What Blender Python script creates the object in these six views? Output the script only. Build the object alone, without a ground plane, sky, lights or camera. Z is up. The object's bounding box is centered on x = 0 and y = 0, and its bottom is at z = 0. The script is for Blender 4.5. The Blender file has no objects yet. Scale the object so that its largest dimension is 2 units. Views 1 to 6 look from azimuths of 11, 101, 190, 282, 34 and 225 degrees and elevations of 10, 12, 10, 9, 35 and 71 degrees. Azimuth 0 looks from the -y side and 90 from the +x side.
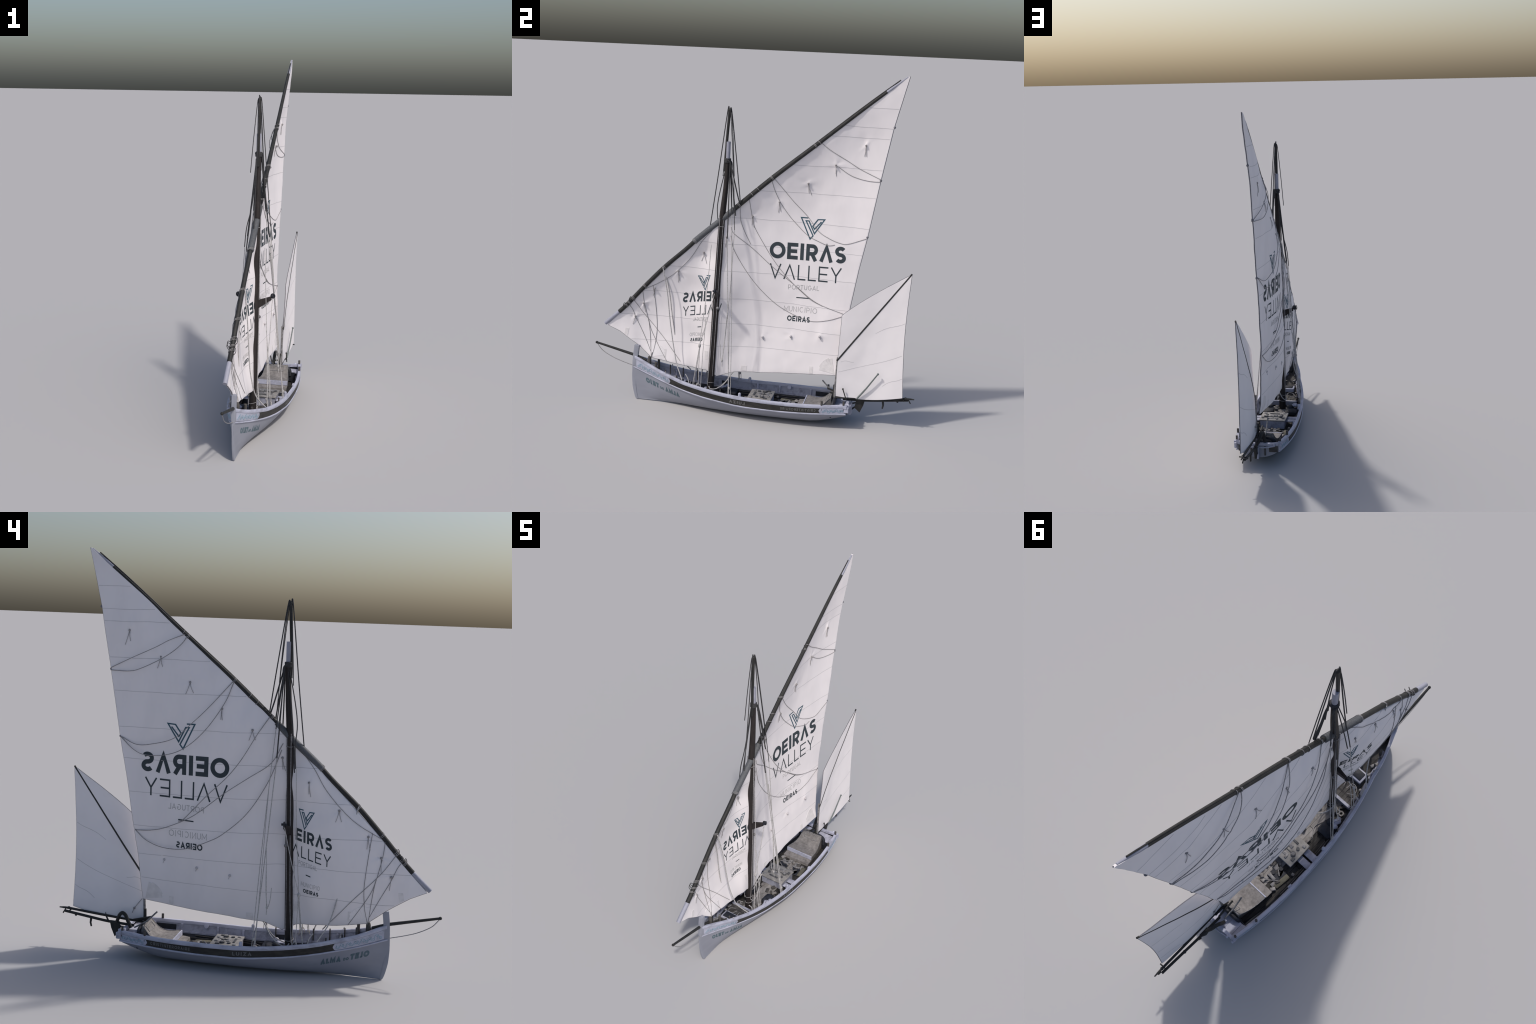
import bpy, bmesh, math, random
from mathutils import Vector, noise

random.seed(11)

# ------------------------------------------------------------------ helpers
def lerp(a, b, t):
    return a + (b - a) * t

def smooth(t):
    t = max(0.0, min(1.0, t))
    return t * t * (3 - 2 * t)

def curve1(table):
    """smooth monotone (Hermite) interpolation through (x, value) rows"""
    xs = [r[0] for r in table]
    ys = [r[1] for r in table]
    n = len(xs)
    d = [(ys[i + 1] - ys[i]) / (xs[i + 1] - xs[i]) for i in range(n - 1)]
    m = [d[0]] + [0 if d[i - 1] * d[i] <= 0 else 2 * d[i - 1] * d[i] / (d[i - 1] + d[i]) for i in range(1, n - 1)] + [d[-1]]
    def f(x):
        if x <= xs[0]:
            return ys[0] + m[0] * (x - xs[0])
        if x >= xs[-1]:
            return ys[-1] + m[-1] * (x - xs[-1])
        i = 0
        while x > xs[i + 1]:
            i += 1
        h = xs[i + 1] - xs[i]
        t = (x - xs[i]) / h
        return ((2 * t ** 3 - 3 * t * t + 1) * ys[i] + (t ** 3 - 2 * t * t + t) * h * m[i]
                + (-2 * t ** 3 + 3 * t * t) * ys[i + 1] + (t ** 3 - t * t) * h * m[i + 1])
    return f

def spline(pts, steps=8):
    """Catmull-Rom through points"""
    P = [Vector(p) for p in pts]
    if len(P) < 3:
        return P
    out = []
    for i in range(len(P) - 1):
        p0 = P[i - 1] if i > 0 else 2 * P[0] - P[1]
        p1, p2 = P[i], P[i + 1]
        p3 = P[i + 2] if i + 2 < len(P) else 2 * P[-1] - P[-2]
        for k in range(steps):
            t = k / steps
            out.append(0.5 * ((2 * p1) + (p2 - p0) * t + (2 * p0 - 5 * p1 + 4 * p2 - p3) * t * t
                              + (3 * p1 - p0 - 3 * p2 + p3) * t ** 3))
    out.append(P[-1])
    return out

def add(name, verts, faces, mat, parent, shade=True, angle=40):
    me = bpy.data.meshes.new(name)
    me.from_pydata([tuple(v) for v in verts], [], faces)
    bm = bmesh.new()
    bm.from_mesh(me)
    bmesh.ops.recalc_face_normals(bm, faces=bm.faces)
    bm.to_mesh(me)
    bm.free()
    if shade:
        me.polygons.foreach_set("use_smooth", [True] * len(me.polygons))
        me.set_sharp_from_angle(angle=math.radians(angle))
    ob = bpy.data.objects.new(name, me)
    bpy.context.scene.collection.objects.link(ob)
    me.materials.append(mat)
    ob.parent = parent
    return ob

class Geo:
    """collects vertices and faces of several primitives into one part"""
    def __init__(self):
        self.v, self.f = [], []

    def put(self, verts, faces):
        o = len(self.v)
        self.v += [Vector(p) for p in verts]
        self.f += [tuple(i + o for i in f) for f in faces]
        return self

    def box(self, c, s, taper=1.0, bevel=0.0, rot=0.0):
        cx, cy, cz = c
        hx, hy, hz = s[0] / 2, s[1] / 2, s[2] / 2
        b = min(bevel, hx * .8, hy * .8, hz * .8)
        ring = []
        levels = [(-hz, b), (-hz + b, 0), (hz - b, 0), (hz, b)] if b > 0 else [(-hz, 0), (hz, 0)]
        verts = []
        ca, sa = math.cos(rot), math.sin(rot)
        for z, ins in levels:
            k = lerp(1.0, taper, (z + hz) / (2 * hz))
            x, y = (hx - ins) * k, (hy - ins) * k
            c2 = b * k
            loop = [(-x, -y + c2), (-x + c2, -y), (x - c2, -y), (x, -y + c2), (x, y - c2), (x - c2, y), (-x + c2, y), (-x, y - c2)] if b > 0 else [(-x, -y), (x, -y), (x, y), (-x, y)]
            for px, py in loop:
                verts.append((cx + px * ca - py * sa, cy + px * sa + py * ca, cz + z))
        n = 8 if b > 0 else 4
        L = len(levels)
        faces = [tuple(range(n - 1, -1, -1)), tuple(range((L - 1) * n, L * n))]
        for j in range(L - 1):
            for i in range(n):
                faces.append((j * n + i, j * n + (i + 1) % n, (j + 1) * n + (i + 1) % n, (j + 1) * n + i))
        return self.put(verts, faces)

    def tube(self, pts, r, seg=8, cap=True, flat=1.0):
        P = [Vector(p) for p in pts]
        R = r if isinstance(r, (list, tuple)) else [r] * len(P)
        if len(R) != len(P):
            R = [lerp(R[0], R[-1], i / (len(P) - 1)) for i in range(len(P))]
        verts, faces = [], []
        t0 = (P[1] - P[0]).normalized()
        ref = Vector((0, 0, 1)) if abs(t0.z) < 0.9 else Vector((1, 0, 0))
        nrm = t0.cross(ref).normalized()
        for i, p in enumerate(P):
            t = (P[min(i + 1, len(P) - 1)] - P[max(i - 1, 0)])
            if t.length < 1e-9:
                t = t0
            t.normalize()
            nrm = (nrm - t * nrm.dot(t)).normalized()
            bi = t.cross(nrm)
            for k in range(seg):
                a = 2 * math.pi * k / seg
                verts.append(p + (nrm * math.cos(a) + bi * math.sin(a) * flat) * R[i])
        for i in range(len(P) - 1):
            for k in range(seg):
                faces.append((i * seg + k, i * seg + (k + 1) % seg, (i + 1) * seg + (k + 1) % seg, (i + 1) * seg + k))
        if cap:
            faces.append(tuple(range(seg - 1, -1, -1)))
            faces.append(tuple(range((len(P) - 1) * seg, len(P) * seg)))
        return self.put(verts, faces)

    def ball(self, c, r, seg=10, squash=1.0):
        verts, faces = [], []
        n = 6
        for j in range(n + 1):
            a = math.pi * j / n
            for k in range(seg):
                b = 2 * math.pi * k / seg
                verts.append((c[0] + r * max(math.sin(a), .02) * math.cos(b), c[1] + r * max(math.sin(a), .02) * math.sin(b), c[2] + r * squash * math.cos(a)))
        for j in range(n):
            for k in range(seg):
                faces.append((j * seg + k, j * seg + (k + 1) % seg, (j + 1) * seg + (k + 1) % seg, (j + 1) * seg + k))
        faces.append(tuple(range(seg)))
        faces.append(tuple(range(n * seg, (n + 1) * seg)))
        return self.put(verts, faces)

    def prism(self, profile, x0, x1, mids=None):
        """(y,z) polygon extruded along x; x0/x1 may be functions of y"""
        f0 = x0 if callable(x0) else (lambda y: x0)
        f1 = x1 if callable(x1) else (lambda y: x1)
        n = len(profile)
        verts = [(f0(y), y, z) for y, z in profile] + [(f1(y), y, z) for y, z in profile]
        faces = [tuple(range(n)), tuple(range(2 * n - 1, n - 1, -1))]
        faces += [(i, (i + 1) % n, n + (i + 1) % n, n + i) for i in range(n)]
        return self.put(verts, faces)

    def make(self, name, mat, parent, angle=40):
        return add(name, self.v, self.f, mat, parent, True, angle)

# ------------------------------------------------------------------ materials
def material(name, base, vary=0.06, scale=30.0, rough=0.65, dark=None, dark_amount=0.5, dark_scale=12.0,
             stretch=(1, 1, 1), bump=0.15, bump_scale=160.0, metallic=0.0, translucent=0.0, streak_rot=(0, 0, 0)):
    m = bpy.data.materials.new(name)
    m.use_nodes = True
    nt = m.node_tree
    N, L = nt.nodes, nt.links
    bsdf = N["Principled BSDF"]
    bsdf.inputs["Roughness"].default_value = rough
    bsdf.inputs["Metallic"].default_value = metallic
    bsdf.inputs["Specular IOR Level"].default_value = 0.3
    tc = N.new("ShaderNodeTexCoord")
    mp = N.new("ShaderNodeMapping")
    mp.inputs["Scale"].default_value = stretch
    mp.inputs["Rotation"].default_value = streak_rot
    L.new(tc.outputs["Object"], mp.inputs["Vector"])
    n1 = N.new("ShaderNodeTexNoise")
    n1.inputs["Scale"].default_value = scale
    n1.inputs["Detail"].default_value = 5
    L.new(mp.outputs["Vector"], n1.inputs["Vector"])
    ramp = N.new("ShaderNodeValToRGB")
    ramp.color_ramp.elements[0].position = 0.3
    ramp.color_ramp.elements[1].position = 0.7
    ramp.color_ramp.elements[0].color = (*[max(0, c * (1 - vary)) for c in base], 1)
    ramp.color_ramp.elements[1].color = (*[min(1, c * (1 + vary)) for c in base], 1)
    L.new(n1.outputs["Fac"], ramp.inputs["Fac"])
    col = ramp.outputs["Color"]
    if dark:
        n2 = N.new("ShaderNodeTexNoise")
        n2.inputs["Scale"].default_value = dark_scale
        n2.inputs["Detail"].default_value = 8
        n2.inputs["Roughness"].default_value = 0.65
        L.new(mp.outputs["Vector"], n2.inputs["Vector"])
        r2 = N.new("ShaderNodeValToRGB")
        r2.color_ramp.elements[0].position = 0.48
        r2.color_ramp.elements[1].position = 0.72
        r2.color_ramp.elements[0].color = (0, 0, 0, 1)
        r2.color_ramp.elements[1].color = (dark_amount,) * 3 + (1,)
        L.new(n2.outputs["Fac"], r2.inputs["Fac"])
        mix = N.new("ShaderNodeMix")
        mix.data_type = 'RGBA'
        L.new(r2.outputs["Color"], mix.inputs["Factor"])
        L.new(col, mix.inputs["A"])
        mix.inputs["B"].default_value = (*dark, 1)
        col = mix.outputs["Result"]
    L.new(col, bsdf.inputs["Base Color"])
    if bump > 0:
        n3 = N.new("ShaderNodeTexNoise")
        n3.inputs["Scale"].default_value = bump_scale
        n3.inputs["Detail"].default_value = 4
        L.new(mp.outputs["Vector"], n3.inputs["Vector"])
        bp = N.new("ShaderNodeBump")
        bp.inputs["Strength"].default_value = bump
        bp.inputs["Distance"].default_value = 0.002
        L.new(n3.outputs["Fac"], bp.inputs["Height"])
        L.new(bp.outputs["Normal"], bsdf.inputs["Normal"])
    if translucent > 0:
        tr = N.new("ShaderNodeBsdfTranslucent")
        L.new(col, tr.inputs["Color"])
        ms = N.new("ShaderNodeMixShader")
        ms.inputs["Fac"].default_value = translucent
        L.new(bsdf.outputs["BSDF"], ms.inputs[1])
        L.new(tr.outputs["BSDF"], ms.inputs[2])
        L.new(ms.outputs["Shader"], N["Material Output"].inputs["Surface"])
    return m

M_SAIL = material("sail_cloth", (0.80, 0.76, 0.775), 0.035, 5, 0.85, (0.66, 0.63, 0.65), 0.25, 9, (1, 1.0, 0.35), 0.10, 90, streak_rot=(0.75, 0, 0))  # base tint lifted to reach the brightness of the sunlit face
M_MIZZEN = material("mizzen_cloth", (0.81, 0.775, 0.79), 0.025, 6, 0.85, (0.66, 0.63, 0.65), 0.2, 7, bump=0.08, bump_scale=90)
M_PATCH = material("patch_cloth", (0.69, 0.66, 0.665), 0.08, 40, 0.9)
M_SEAM = material("seam_thread", (0.50, 0.48, 0.50), 0.08, 50, 0.9, bump=0)
M_EDGE = material("bolt_rope", (0.16, 0.16, 0.18), 0.2, 60, 0.9)
M_INK = material("dark_ink", (0.040, 0.052, 0.062), 0.12, 40, 0.8, bump=0)
M_EMBLEM = material("teal_ink", (0.05, 0.10, 0.135), 0.12, 40, 0.8, bump=0)
M_INK_PALE = material("pale_ink", (0.36, 0.355, 0.36), 0.1, 60, 0.85, bump=0)
M_HULL = material("hull_paint", (0.275, 0.285, 0.335), 0.05, 12, 0.55, (0.20, 0.21, 0.25), 0.4, 10, (1, .35, 1), 0.08, 120)  # whole base darkened partway toward the shading seen low on the sides
M_TRIM = material("trim_paint", (0.42, 0.43, 0.525), 0.08, 30, 0.55, (0.19, 0.195, 0.235), 0.7, 34, (1, .4, 1), 0.25, 110)
M_INNER = material("bulwark_paint", (0.36, 0.37, 0.45), 0.08, 25, 0.6, (0.12, 0.12, 0.14), 0.75, 24, bump=0.1)
M_BAND = material("black_band", (0.028, 0.027, 0.026), 0.25, 60, 0.55, (0.07, 0.065, 0.055), 0.6, 40, (1, .3, 1))
M_BANDMARK = material("faded_lettering", (0.13, 0.13, 0.13), 0.2, 150, 0.7, bump=0)
M_TEAL = material("blue_lettering", (0.095, 0.14, 0.165), 0.15, 60, 0.6, bump=0)
M_SCROLL = material("blue_scroll", (0.24, 0.34, 0.42), 0.25, 80, 0.6, bump=0)
M_SPAR = material("dark_spar", (0.022, 0.022, 0.022), 0.25, 40, 0.6, (0.042, 0.040, 0.038), 0.6, 30, (1, 1, .3))
M_MAST = material("mast_wood", (0.021, 0.017, 0.017), 0.3, 40, 0.6, (0.042, 0.035, 0.034), 0.7, 25, (4, 4, .5))
M_SLEEVE = material("yard_sleeve", (0.10, 0.105, 0.115), 0.2, 120, 0.6, bump=0.4)
M_WHITE = material("white_spar_paint", (0.31, 0.315, 0.38), 0.06, 30, 0.5, (0.24, 0.25, 0.30), 0.5, 25)
M_ROPE = material("pale_rope", (0.40, 0.39, 0.39), 0.25, 150, 0.95)
M_ROPE_D = material("dark_rope", (0.045, 0.045, 0.048), 0.3, 150, 0.9)
M_ROPE_M = material("grey_rope", (0.27, 0.26, 0.265), 0.3, 150, 0.95)
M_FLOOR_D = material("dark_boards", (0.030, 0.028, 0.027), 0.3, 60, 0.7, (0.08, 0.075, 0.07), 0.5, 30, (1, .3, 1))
M_FLOOR_L = material("pale_boards", (0.255, 0.243, 0.238), 0.3, 45, 0.8, (0.08, 0.072, 0.068), 0.9, 24, (1, .5, 1))
M_DECK = material("foredeck_boards", (0.075, 0.070, 0.067), 0.35, 35, 0.75, (0.025, 0.025, 0.027), 0.8, 22)
M_CANVAS = material("grey_canvas", (0.20, 0.187, 0.182), 0.25, 60, 0.9, (0.10, 0.094, 0.092), 0.8, 34, bump=0.3)
M_BOXTOP = material("locker_lid", (0.24, 0.23, 0.222), 0.2, 50, 0.75, (0.12, 0.115, 0.11), 0.6, 30)
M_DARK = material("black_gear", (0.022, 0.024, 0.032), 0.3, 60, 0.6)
M_GEAR = material("grey_gear", (0.20, 0.195, 0.20), 0.4, 90, 0.7, (0.06, 0.06, 0.065), 0.7, 60)
M_FITTING = material("sooty_fitting", (0.075, 0.075, 0.08), 0.3, 60, 0.7, (0.15, 0.15, 0.15), 0.5, 50)
M_KHAKI = material("khaki_cloth", (0.105, 0.10, 0.08), 0.2, 50, 0.9)
M_GREEN = material("weathered_pole", (0.14, 0.16, 0.16), 0.2, 60, 0.7)
M_BROWN = material("brown_post", (0.075, 0.070, 0.068), 0.25, 40, 0.75)

# ------------------------------------------------------------------ the boat
boat = bpy.data.objects.new("sailing_boat", None)
bpy.context.scene.collection.objects.link(boat)
boat["label"] = "pale wooden lateen sailing boat with lettered white sails and dark spars"
boat["category"] = "sailing boat"

# ---- hull lines
stem_y = curve1([(0.0, -.700), (.01, -.705), (.04, -.714), (.09, -.7235), (.15, -.7265), (.21, -.725), (.277, -.721), (.335, -.714)])
keel_z = curve1([(-.73, 0), (-.5, .003), (0, .003), (.36, .003), (.42, .008), (.48, .020), (.54, .036), (.585, .051)])
rub_x = curve1([(-0.72, 0.0059), (-0.62, 0.0272), (-0.54, 0.0514), (-0.46, 0.0756), (-0.38, 0.0970), (-0.3, 0.1173), (-0.22, 0.1338), (-0.14, 0.1454), (-0.06, 0.1543), (0.02, 0.1591), (0.1, 0.1620), (0.18, 0.1630), (0.26, 0.1630), (0.34, 0.1591), (0.42, 0.1517), (0.5, 0.1398), (0.585, 0.1232)])
rub_z = curve1([(-.72, .204), (-.62, .175), (-.54, .155), (-.46, .137), (-.38, .122), (-.30, .110), (-.22, .101), (-.14, .094), (-.06, .087), (.02, .083), (.18, .083), (.26, .085), (.34, .087), (.42, .090), (.50, .093), (.585, .096)])
rail_x = curve1([(-0.72, 0.0066), (-0.62, 0.0339), (-0.54, 0.0613), (-0.46, 0.0858), (-0.38, 0.1076), (-0.3, 0.1254), (-0.22, 0.1396), (-0.14, 0.1490), (-0.06, 0.1556), (0.02, 0.1604), (0.1, 0.1641), (0.18, 0.1660), (0.26, 0.1651), (0.34, 0.1604), (0.42, 0.1524), (0.5, 0.1419), (0.585, 0.1266)])
rail_z = curve1([(-.72, .259), (-.62, .222), (-.54, .197), (-.46, .177), (-.38, .160), (-.30, .148), (-.22, .138), (-.14, .130), (-.06, .124), (.02, .121), (.18, .120), (.34, .121), (.42, .123), (.50, .126), (.585, .131)])
fullness = curve1([(-.72, .95), (-.60, .68), (-.50, .50), (-.35, .37), (-.2, .32), (0, .31), (.35, .33), (.5, .40), (.585, .46)])

def hull_x(y, z):
    zr, zk = rub_z(y), keel_z(y)
    if z >= zr:
        return lerp(rub_x(y), rail_x(y), (z - zr) / (rail_z(y) - zr))
    w = max(0.0, (z - zk) / (zr - zk))
    return max(.004, rub_x(y) * w ** fullness(y))

Y_BOW, Y_STERN = -.715, .585
NS = 90
stations = [lerp(Y_BOW, Y_STERN, i / NS) for i in range(NS + 1)]
LOW = [(k / 16) ** 2.2 for k in range(17)]

def hull_section(y, first=False):
    zk, zr, zt = keel_z(y), rub_z(y), rail_z(y)
    pts = []
    for w in LOW:
        z = lerp(zk, zr, w)
        pts.append((max(.004, rub_x(y) * w ** fullness(y)), stem_y(z) if first else max(y, stem_y(z)), z))
    for k in range(1, 5):
        z = lerp(zr, zt, k / 4)
        pts.append((lerp(rub_x(y), rail_x(y), k / 4), stem_y(z) if first else max(y, stem_y(z)), z))
    return pts

hv, hf = [], []
secs = [hull_section(y, i == 0) for i, y in enumerate(stations)]
n = len(secs[0])
for s in secs:                      # both sides as one strip: port rail -> keel -> starboard rail
    hv += [(-x, y, z) for x, y, z in reversed(s)] + [(x, y, z) for x, y, z in s]
W = 2 * n
for i in range(NS):
    for k in range(W - 1):
        hf.append((i * W + k, i * W + k + 1, (i + 1) * W + k + 1, (i + 1) * W + k))
hf.append(tuple(range(NS * W, NS * W + W)))              # transom
hf.append(tuple(range(W - 1, -1, -1)))                   # behind the stem post
hull = add("hull", hv, hf, M_HULL, boat, True, 35)

# inner lining of the bulwark and the darker ceiling below the shelf
def lining(name, za, zb, inset, mat, y0, y1, dome=0):
    g = Geo()
    ys = [lerp(y0, y1, i / 60) for i in range(61)]
    for s in (-1, 1):
        v, f = [], []
        for y in ys:
            a, b = za(y), zb(y)
            for z in (a, lerp(a, b, .5), b):
                xx = max(.003, hull_x(y, z) - inset)
                v.append((s * xx, y, z))
            for z in (b, lerp(a, b, .5), a):
                xx = max(.0035, hull_x(y, z) - inset + .004)
                v.append((s * xx, y, z))
        for i in range(60):
            for k in range(6):
                f.append((i * 6 + k, i * 6 + (k + 1) % 6, (i + 1) * 6 + (k + 1) % 6, (i + 1) * 6 + k))
        f.append(tuple(range(6)))
        f.append(tuple(range(360, 366)))
        g.put(v, f)
    return g.make(name, mat, hull)

shelf_z = lambda y: rail_z(y) - .040
FLOOR = .052
lining("bulwark", shelf_z, lambda y: rail_z(y) + .004, .011, M_INNER, -.68, .576)
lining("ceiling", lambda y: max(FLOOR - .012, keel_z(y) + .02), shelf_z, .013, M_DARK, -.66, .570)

# shelf (ledge under the bulwark)
g = Geo()
for s in (-1, 1):
    v, f = [], []
    ys = [lerp(-.60, .575, i / 60) for i in range(61)]
    for y in ys:
        xo, z = hull_x(y, shelf_z(y)) - .008, shelf_z(y)
        v += [(s * xo, y, z + .003), (s * (xo - .012), y, z + .003), (s * (xo - .012), y, z - .005), (s * xo, y, z - .005)]
    for i in range(60):
        for k in range(4):
            f.append((i * 4 + k, i * 4 + (k + 1) % 4, i * 4 + 4 + (k + 1) % 4, i * 4 + 4 + k))
    f += [(0, 1, 2, 3), (240, 241, 242, 243)]
    g.put(v, f)
g.make("shelf", M_INNER, hull)

# rail cap
def swept_band(name, prof, mat, parent, ys, base):
    """profile of (outward, up) offsets swept along the hull line base(y)->(x,z), both sides"""
    g = Geo()
    m = len(prof)
    for s in (-1, 1):
        v, f = [], []
        for y in ys:
            x, z = base(y)
            wob = .0007 * noise.noise(Vector((y * 30, s, z * 3)))
            v += [(s * max(.002, x + o), y, z + u + wob) for o, u in prof]
        for i in range(len(ys) - 1):
            for k in range(m):
                f.append((i * m + k, i * m + (k + 1) % m, (i + 1) * m + (k + 1) % m, (i + 1) * m + k))
        f.append(tuple(range(m)))
        f.append(tuple(range((len(ys) - 1) * m, len(ys) * m)))
        g.put(v, f)
    return g.make(name, mat, parent, 50)

ys = [lerp(-.712, .588, i / 110) for i in range(111)]
swept_band("rail_cap", [(.0025, .000), (.0038, .004), (.0030, .015), (.0010, .018), (-.011, .018), (-.013, .015), (-.013, .002), (-.009, .0)], M_TRIM, boat, ys, lambda y: (rail_x(y), rail_z(y)))
ys = [lerp(-.718, .588, i / 110) for i in range(111)]
swept_band("rubbing_strake", [(-.004, .003), (.003, .0025), (.0048, .0005), (.0048, -.003), (.003, -.006), (-.004, -.007)], M_TRIM, boat, ys, lambda y: (rub_x(y), rub_z(y)))

def side_panel(name, y0, y1, lo, hi, proud, mat, n=60, round_ends=(False, False)):
    g = Geo()
    for s in (-1, 1):
        v, f = [], []
        for i in range(n + 1):
            y = lerp(y0, y1, i / n)
            a, b = lo, hi
            for flag, e in ((round_ends[0], i / n), (round_ends[1], 1 - i / n)):
                if flag:
                    t = e * abs(y1 - y0) / .014
                    if t < 1:
                        q = math.sqrt(max(0.02, 1 - (1 - t) ** 2))
                        c = (lo + hi) / 2
                        a, b = c - (c - lo) * q, c + (hi - c) * q
            z0, z1 = lerp(rub_z(y), rail_z(y), a), lerp(rub_z(y), rail_z(y), b)
            v += [(s * (hull_x(y, z0) + proud), y, z0), (s * (hull_x(y, z1) + proud), y, z1), (s * (hull_x(y, z1) - .002), y, z1), (s * (hull_x(y, z0) - .002), y, z0)]
        for i in range(n):
            for k in range(4):
                f.append((i * 4 + k, i * 4 + (k + 1) % 4, i * 4 + 4 + (k + 1) % 4, i * 4 + 4 + k))
        f += [(0, 1, 2, 3), (n * 4, n * 4 + 1, n * 4 + 2, n * 4 + 3)]
        g.put(v, f)
    return g.make(name, mat, hull, 50)

side_panel("black_sheer_band", -.478, .452, .06, 1.0, .0012, M_BAND)
side_panel("painted_panel", -.700, -.466, .12, .98, .0024, M_TRIM, 40, (False, True))
side_panel("painted_panel", .436, .580, .12, .98, .0024, M_TRIM, 30, (True, False))

# stem post
g = Geo()
v, f = [], []
zs = [lerp(0.0, .338, i / 30) for i in range(31)]
for z in zs:
    yf = stem_y(z) - .002
    yb = yf + (.030 if z > .2 else lerp(.016, .030, z / .2))
    w = lerp(.0055, .0115, smooth((z - .16) / .08))
    v += [(-w * .7, yf, z), (w * .7, yf, z), (w, yf + .006, z), (w, yb, z), (-w, yb, z), (-w, yf + .006, z)]
for i in range(30):
    for k in range(6):
        f.append((i * 6 + k, i * 6 + (k + 1) % 6, i * 6 + 6 + (k + 1) % 6, i * 6 + 6 + k))
f += [tuple(range(6)), tuple(range(180, 186))]
g.put(v, f)
g.make("stem_post", M_HULL, boat)

# keel strip with dark shoe
g = Geo()
kp = [(0, lerp(-.695, .46, i / 40), keel_z(lerp(-.695, .46, i / 40)) + .0015) for i in range(41)]
g.tube(kp, .0048, 6)
g.make("keel", M_HULL, hull)

# transom rail and details
g = Geo()
tr = [(lerp(-.138, .138, i / 12), .586 + .004 * math.cos((i / 12 - .5) * 3), .139 - .010 * math.cos((i / 12 - .5) * math.pi)) for i in range(13)]
v, f = [], []
for x, y, z in tr:
    v += [(x, y + .006, z - .008), (x, y + .006, z + .007), (x, y - .010, z + .007), (x, y - .010, z - .008)]
for i in range(12):
    for k in range(4):
        f.append((i * 4 + k, i * 4 + (k + 1) % 4, i * 4 + 4 + (k + 1) % 4, i * 4 + 4 + k))
f += [(0, 1, 2, 3), (48, 49, 50, 51)]
g.put(v, f)
g.make("transom_rail", M_TRIM, boat)
g = Geo()
for s in (-1, 1):
    g.box((s * .040, .5875, .092), (.008, .006, .055))
    g.box((s * .088, .5865, .103), (.05, .003, .034))
g.make("transom_plate", M_DECK, hull)
g = Geo()
g.prism([(.585, .050), (.605, .048), (.612, .060), (.612, .125), (.585, .130)], -.006, .006)
g.make("stern_post", M_TRIM, boat)

# rudder
g = Geo()
g.prism([(.634, .148), (.684, .150), (.676, .115), (.657, .070), (.626, .096)], -.006, .006)
g.make("rudder", M_SPAR, boat)
g = Geo()
g.tube([(0, .600, .075), (0, .640, .110)], .005, 6)
g.tube([(0, .600, .115), (0, .642, .130)], .005, 6)
g.make("rudder_strap", M_DARK, boat)
g = Geo()
g.tube(spline([(-.035, .560, .135), (-.035, .575, .165), (-.033, .590, .196), (-.030, .607, .206), (-.025, .622, .196), (-.018, .632, .178), (-.006, .645, .150)], 5), [.010, .011, .013, .013, .011, .009] + [.009], 8)
g.make("rudder_yoke", M_SPAR, boat)
g = Geo()
g.tube([(-.030, .426, .230), (-.030, .480, .174), (-.025, .545, .135)], .0042, 8)
g.make("tiller", M_GEAR, boat)
g = Geo()
g.tube([(-.004, .462, .193), (-.004, .560, .167)], .0048, 8)
g.tube([(.012, .478, .176), (.014, .565, .158)], .0048, 8)
g.make("stowed_pole", M_SPAR, boat)

# ---- interior floor
def inner_half(y, z):
    return max(0.0, hull_x(y, z) - .012)

def boards(name, mats, y0, y1, z, width, parent, gap=.0012, split=None):
    k = -9
    idx = 0
    while k * width < .17:
        a, b = k * width + gap / 2, (k + 1) * width - gap / 2
        seg_edges = [y0, y1] if not split else sorted([y0, y1] + [lerp(y0, y1, (q + (.5 if idx % 2 else 0)) / split) for q in range(1, split)])
        for ya, yb in zip(seg_edges[:-1], seg_edges[1:]):
            rows = []
            for i in range(25):
                y = lerp(ya + gap, yb - gap, i / 24)
                zz = z(y)
                h = inner_half(y, zz)
                xa, xb = max(a, -h), min(b, h)
                if xb - xa > .002:
                    rows.append((xa, xb, y, zz))
            if len(rows) > 1:
                v, f = [], []
                for xa, xb, y, zz in rows:
                    v += [(xa, y, zz), (xb, y, zz), (xb, y, zz - .005), (xa, y, zz - .005)]
                for i in range(len(rows) - 1):
                    for q in range(4):
                        f.append((i * 4 + q, i * 4 + (q + 1) % 4, i * 4 + 4 + (q + 1) % 4, i * 4 + 4 + q))
                m = (len(rows) - 1) * 4
                f += [(0, 1, 2, 3), (m, m + 1, m + 2, m + 3)]
                add(name, v, f, mats(abs((a + b) / 2)), parent, False)
        k += 1
        idx += 1

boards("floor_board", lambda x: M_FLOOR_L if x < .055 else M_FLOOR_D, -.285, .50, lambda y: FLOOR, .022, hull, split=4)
boards("foredeck_board", lambda x: M_DECK, -.655, -.292, lambda y: lerp(.190, .086, smooth((y + .66) / .37) ** .8) - .002, .020, hull)
g = Geo()
g.prism([(-.295, .060), (-.281, .060), (-.281, .090), (-.295, .090)], -.088, .088)
g.make("thwart", M_INNER, hull)
boards("stern_deck_board", lambda x: M_TRIM, .500, .5845, lambda y: .112, .05, hull)
g = Geo()
g.prism([(.496, .058), (.504, .058), (.504, .112), (.496, .112)], -.110, .110)
g.make("bulkhead", M_DARK, hull)

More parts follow.
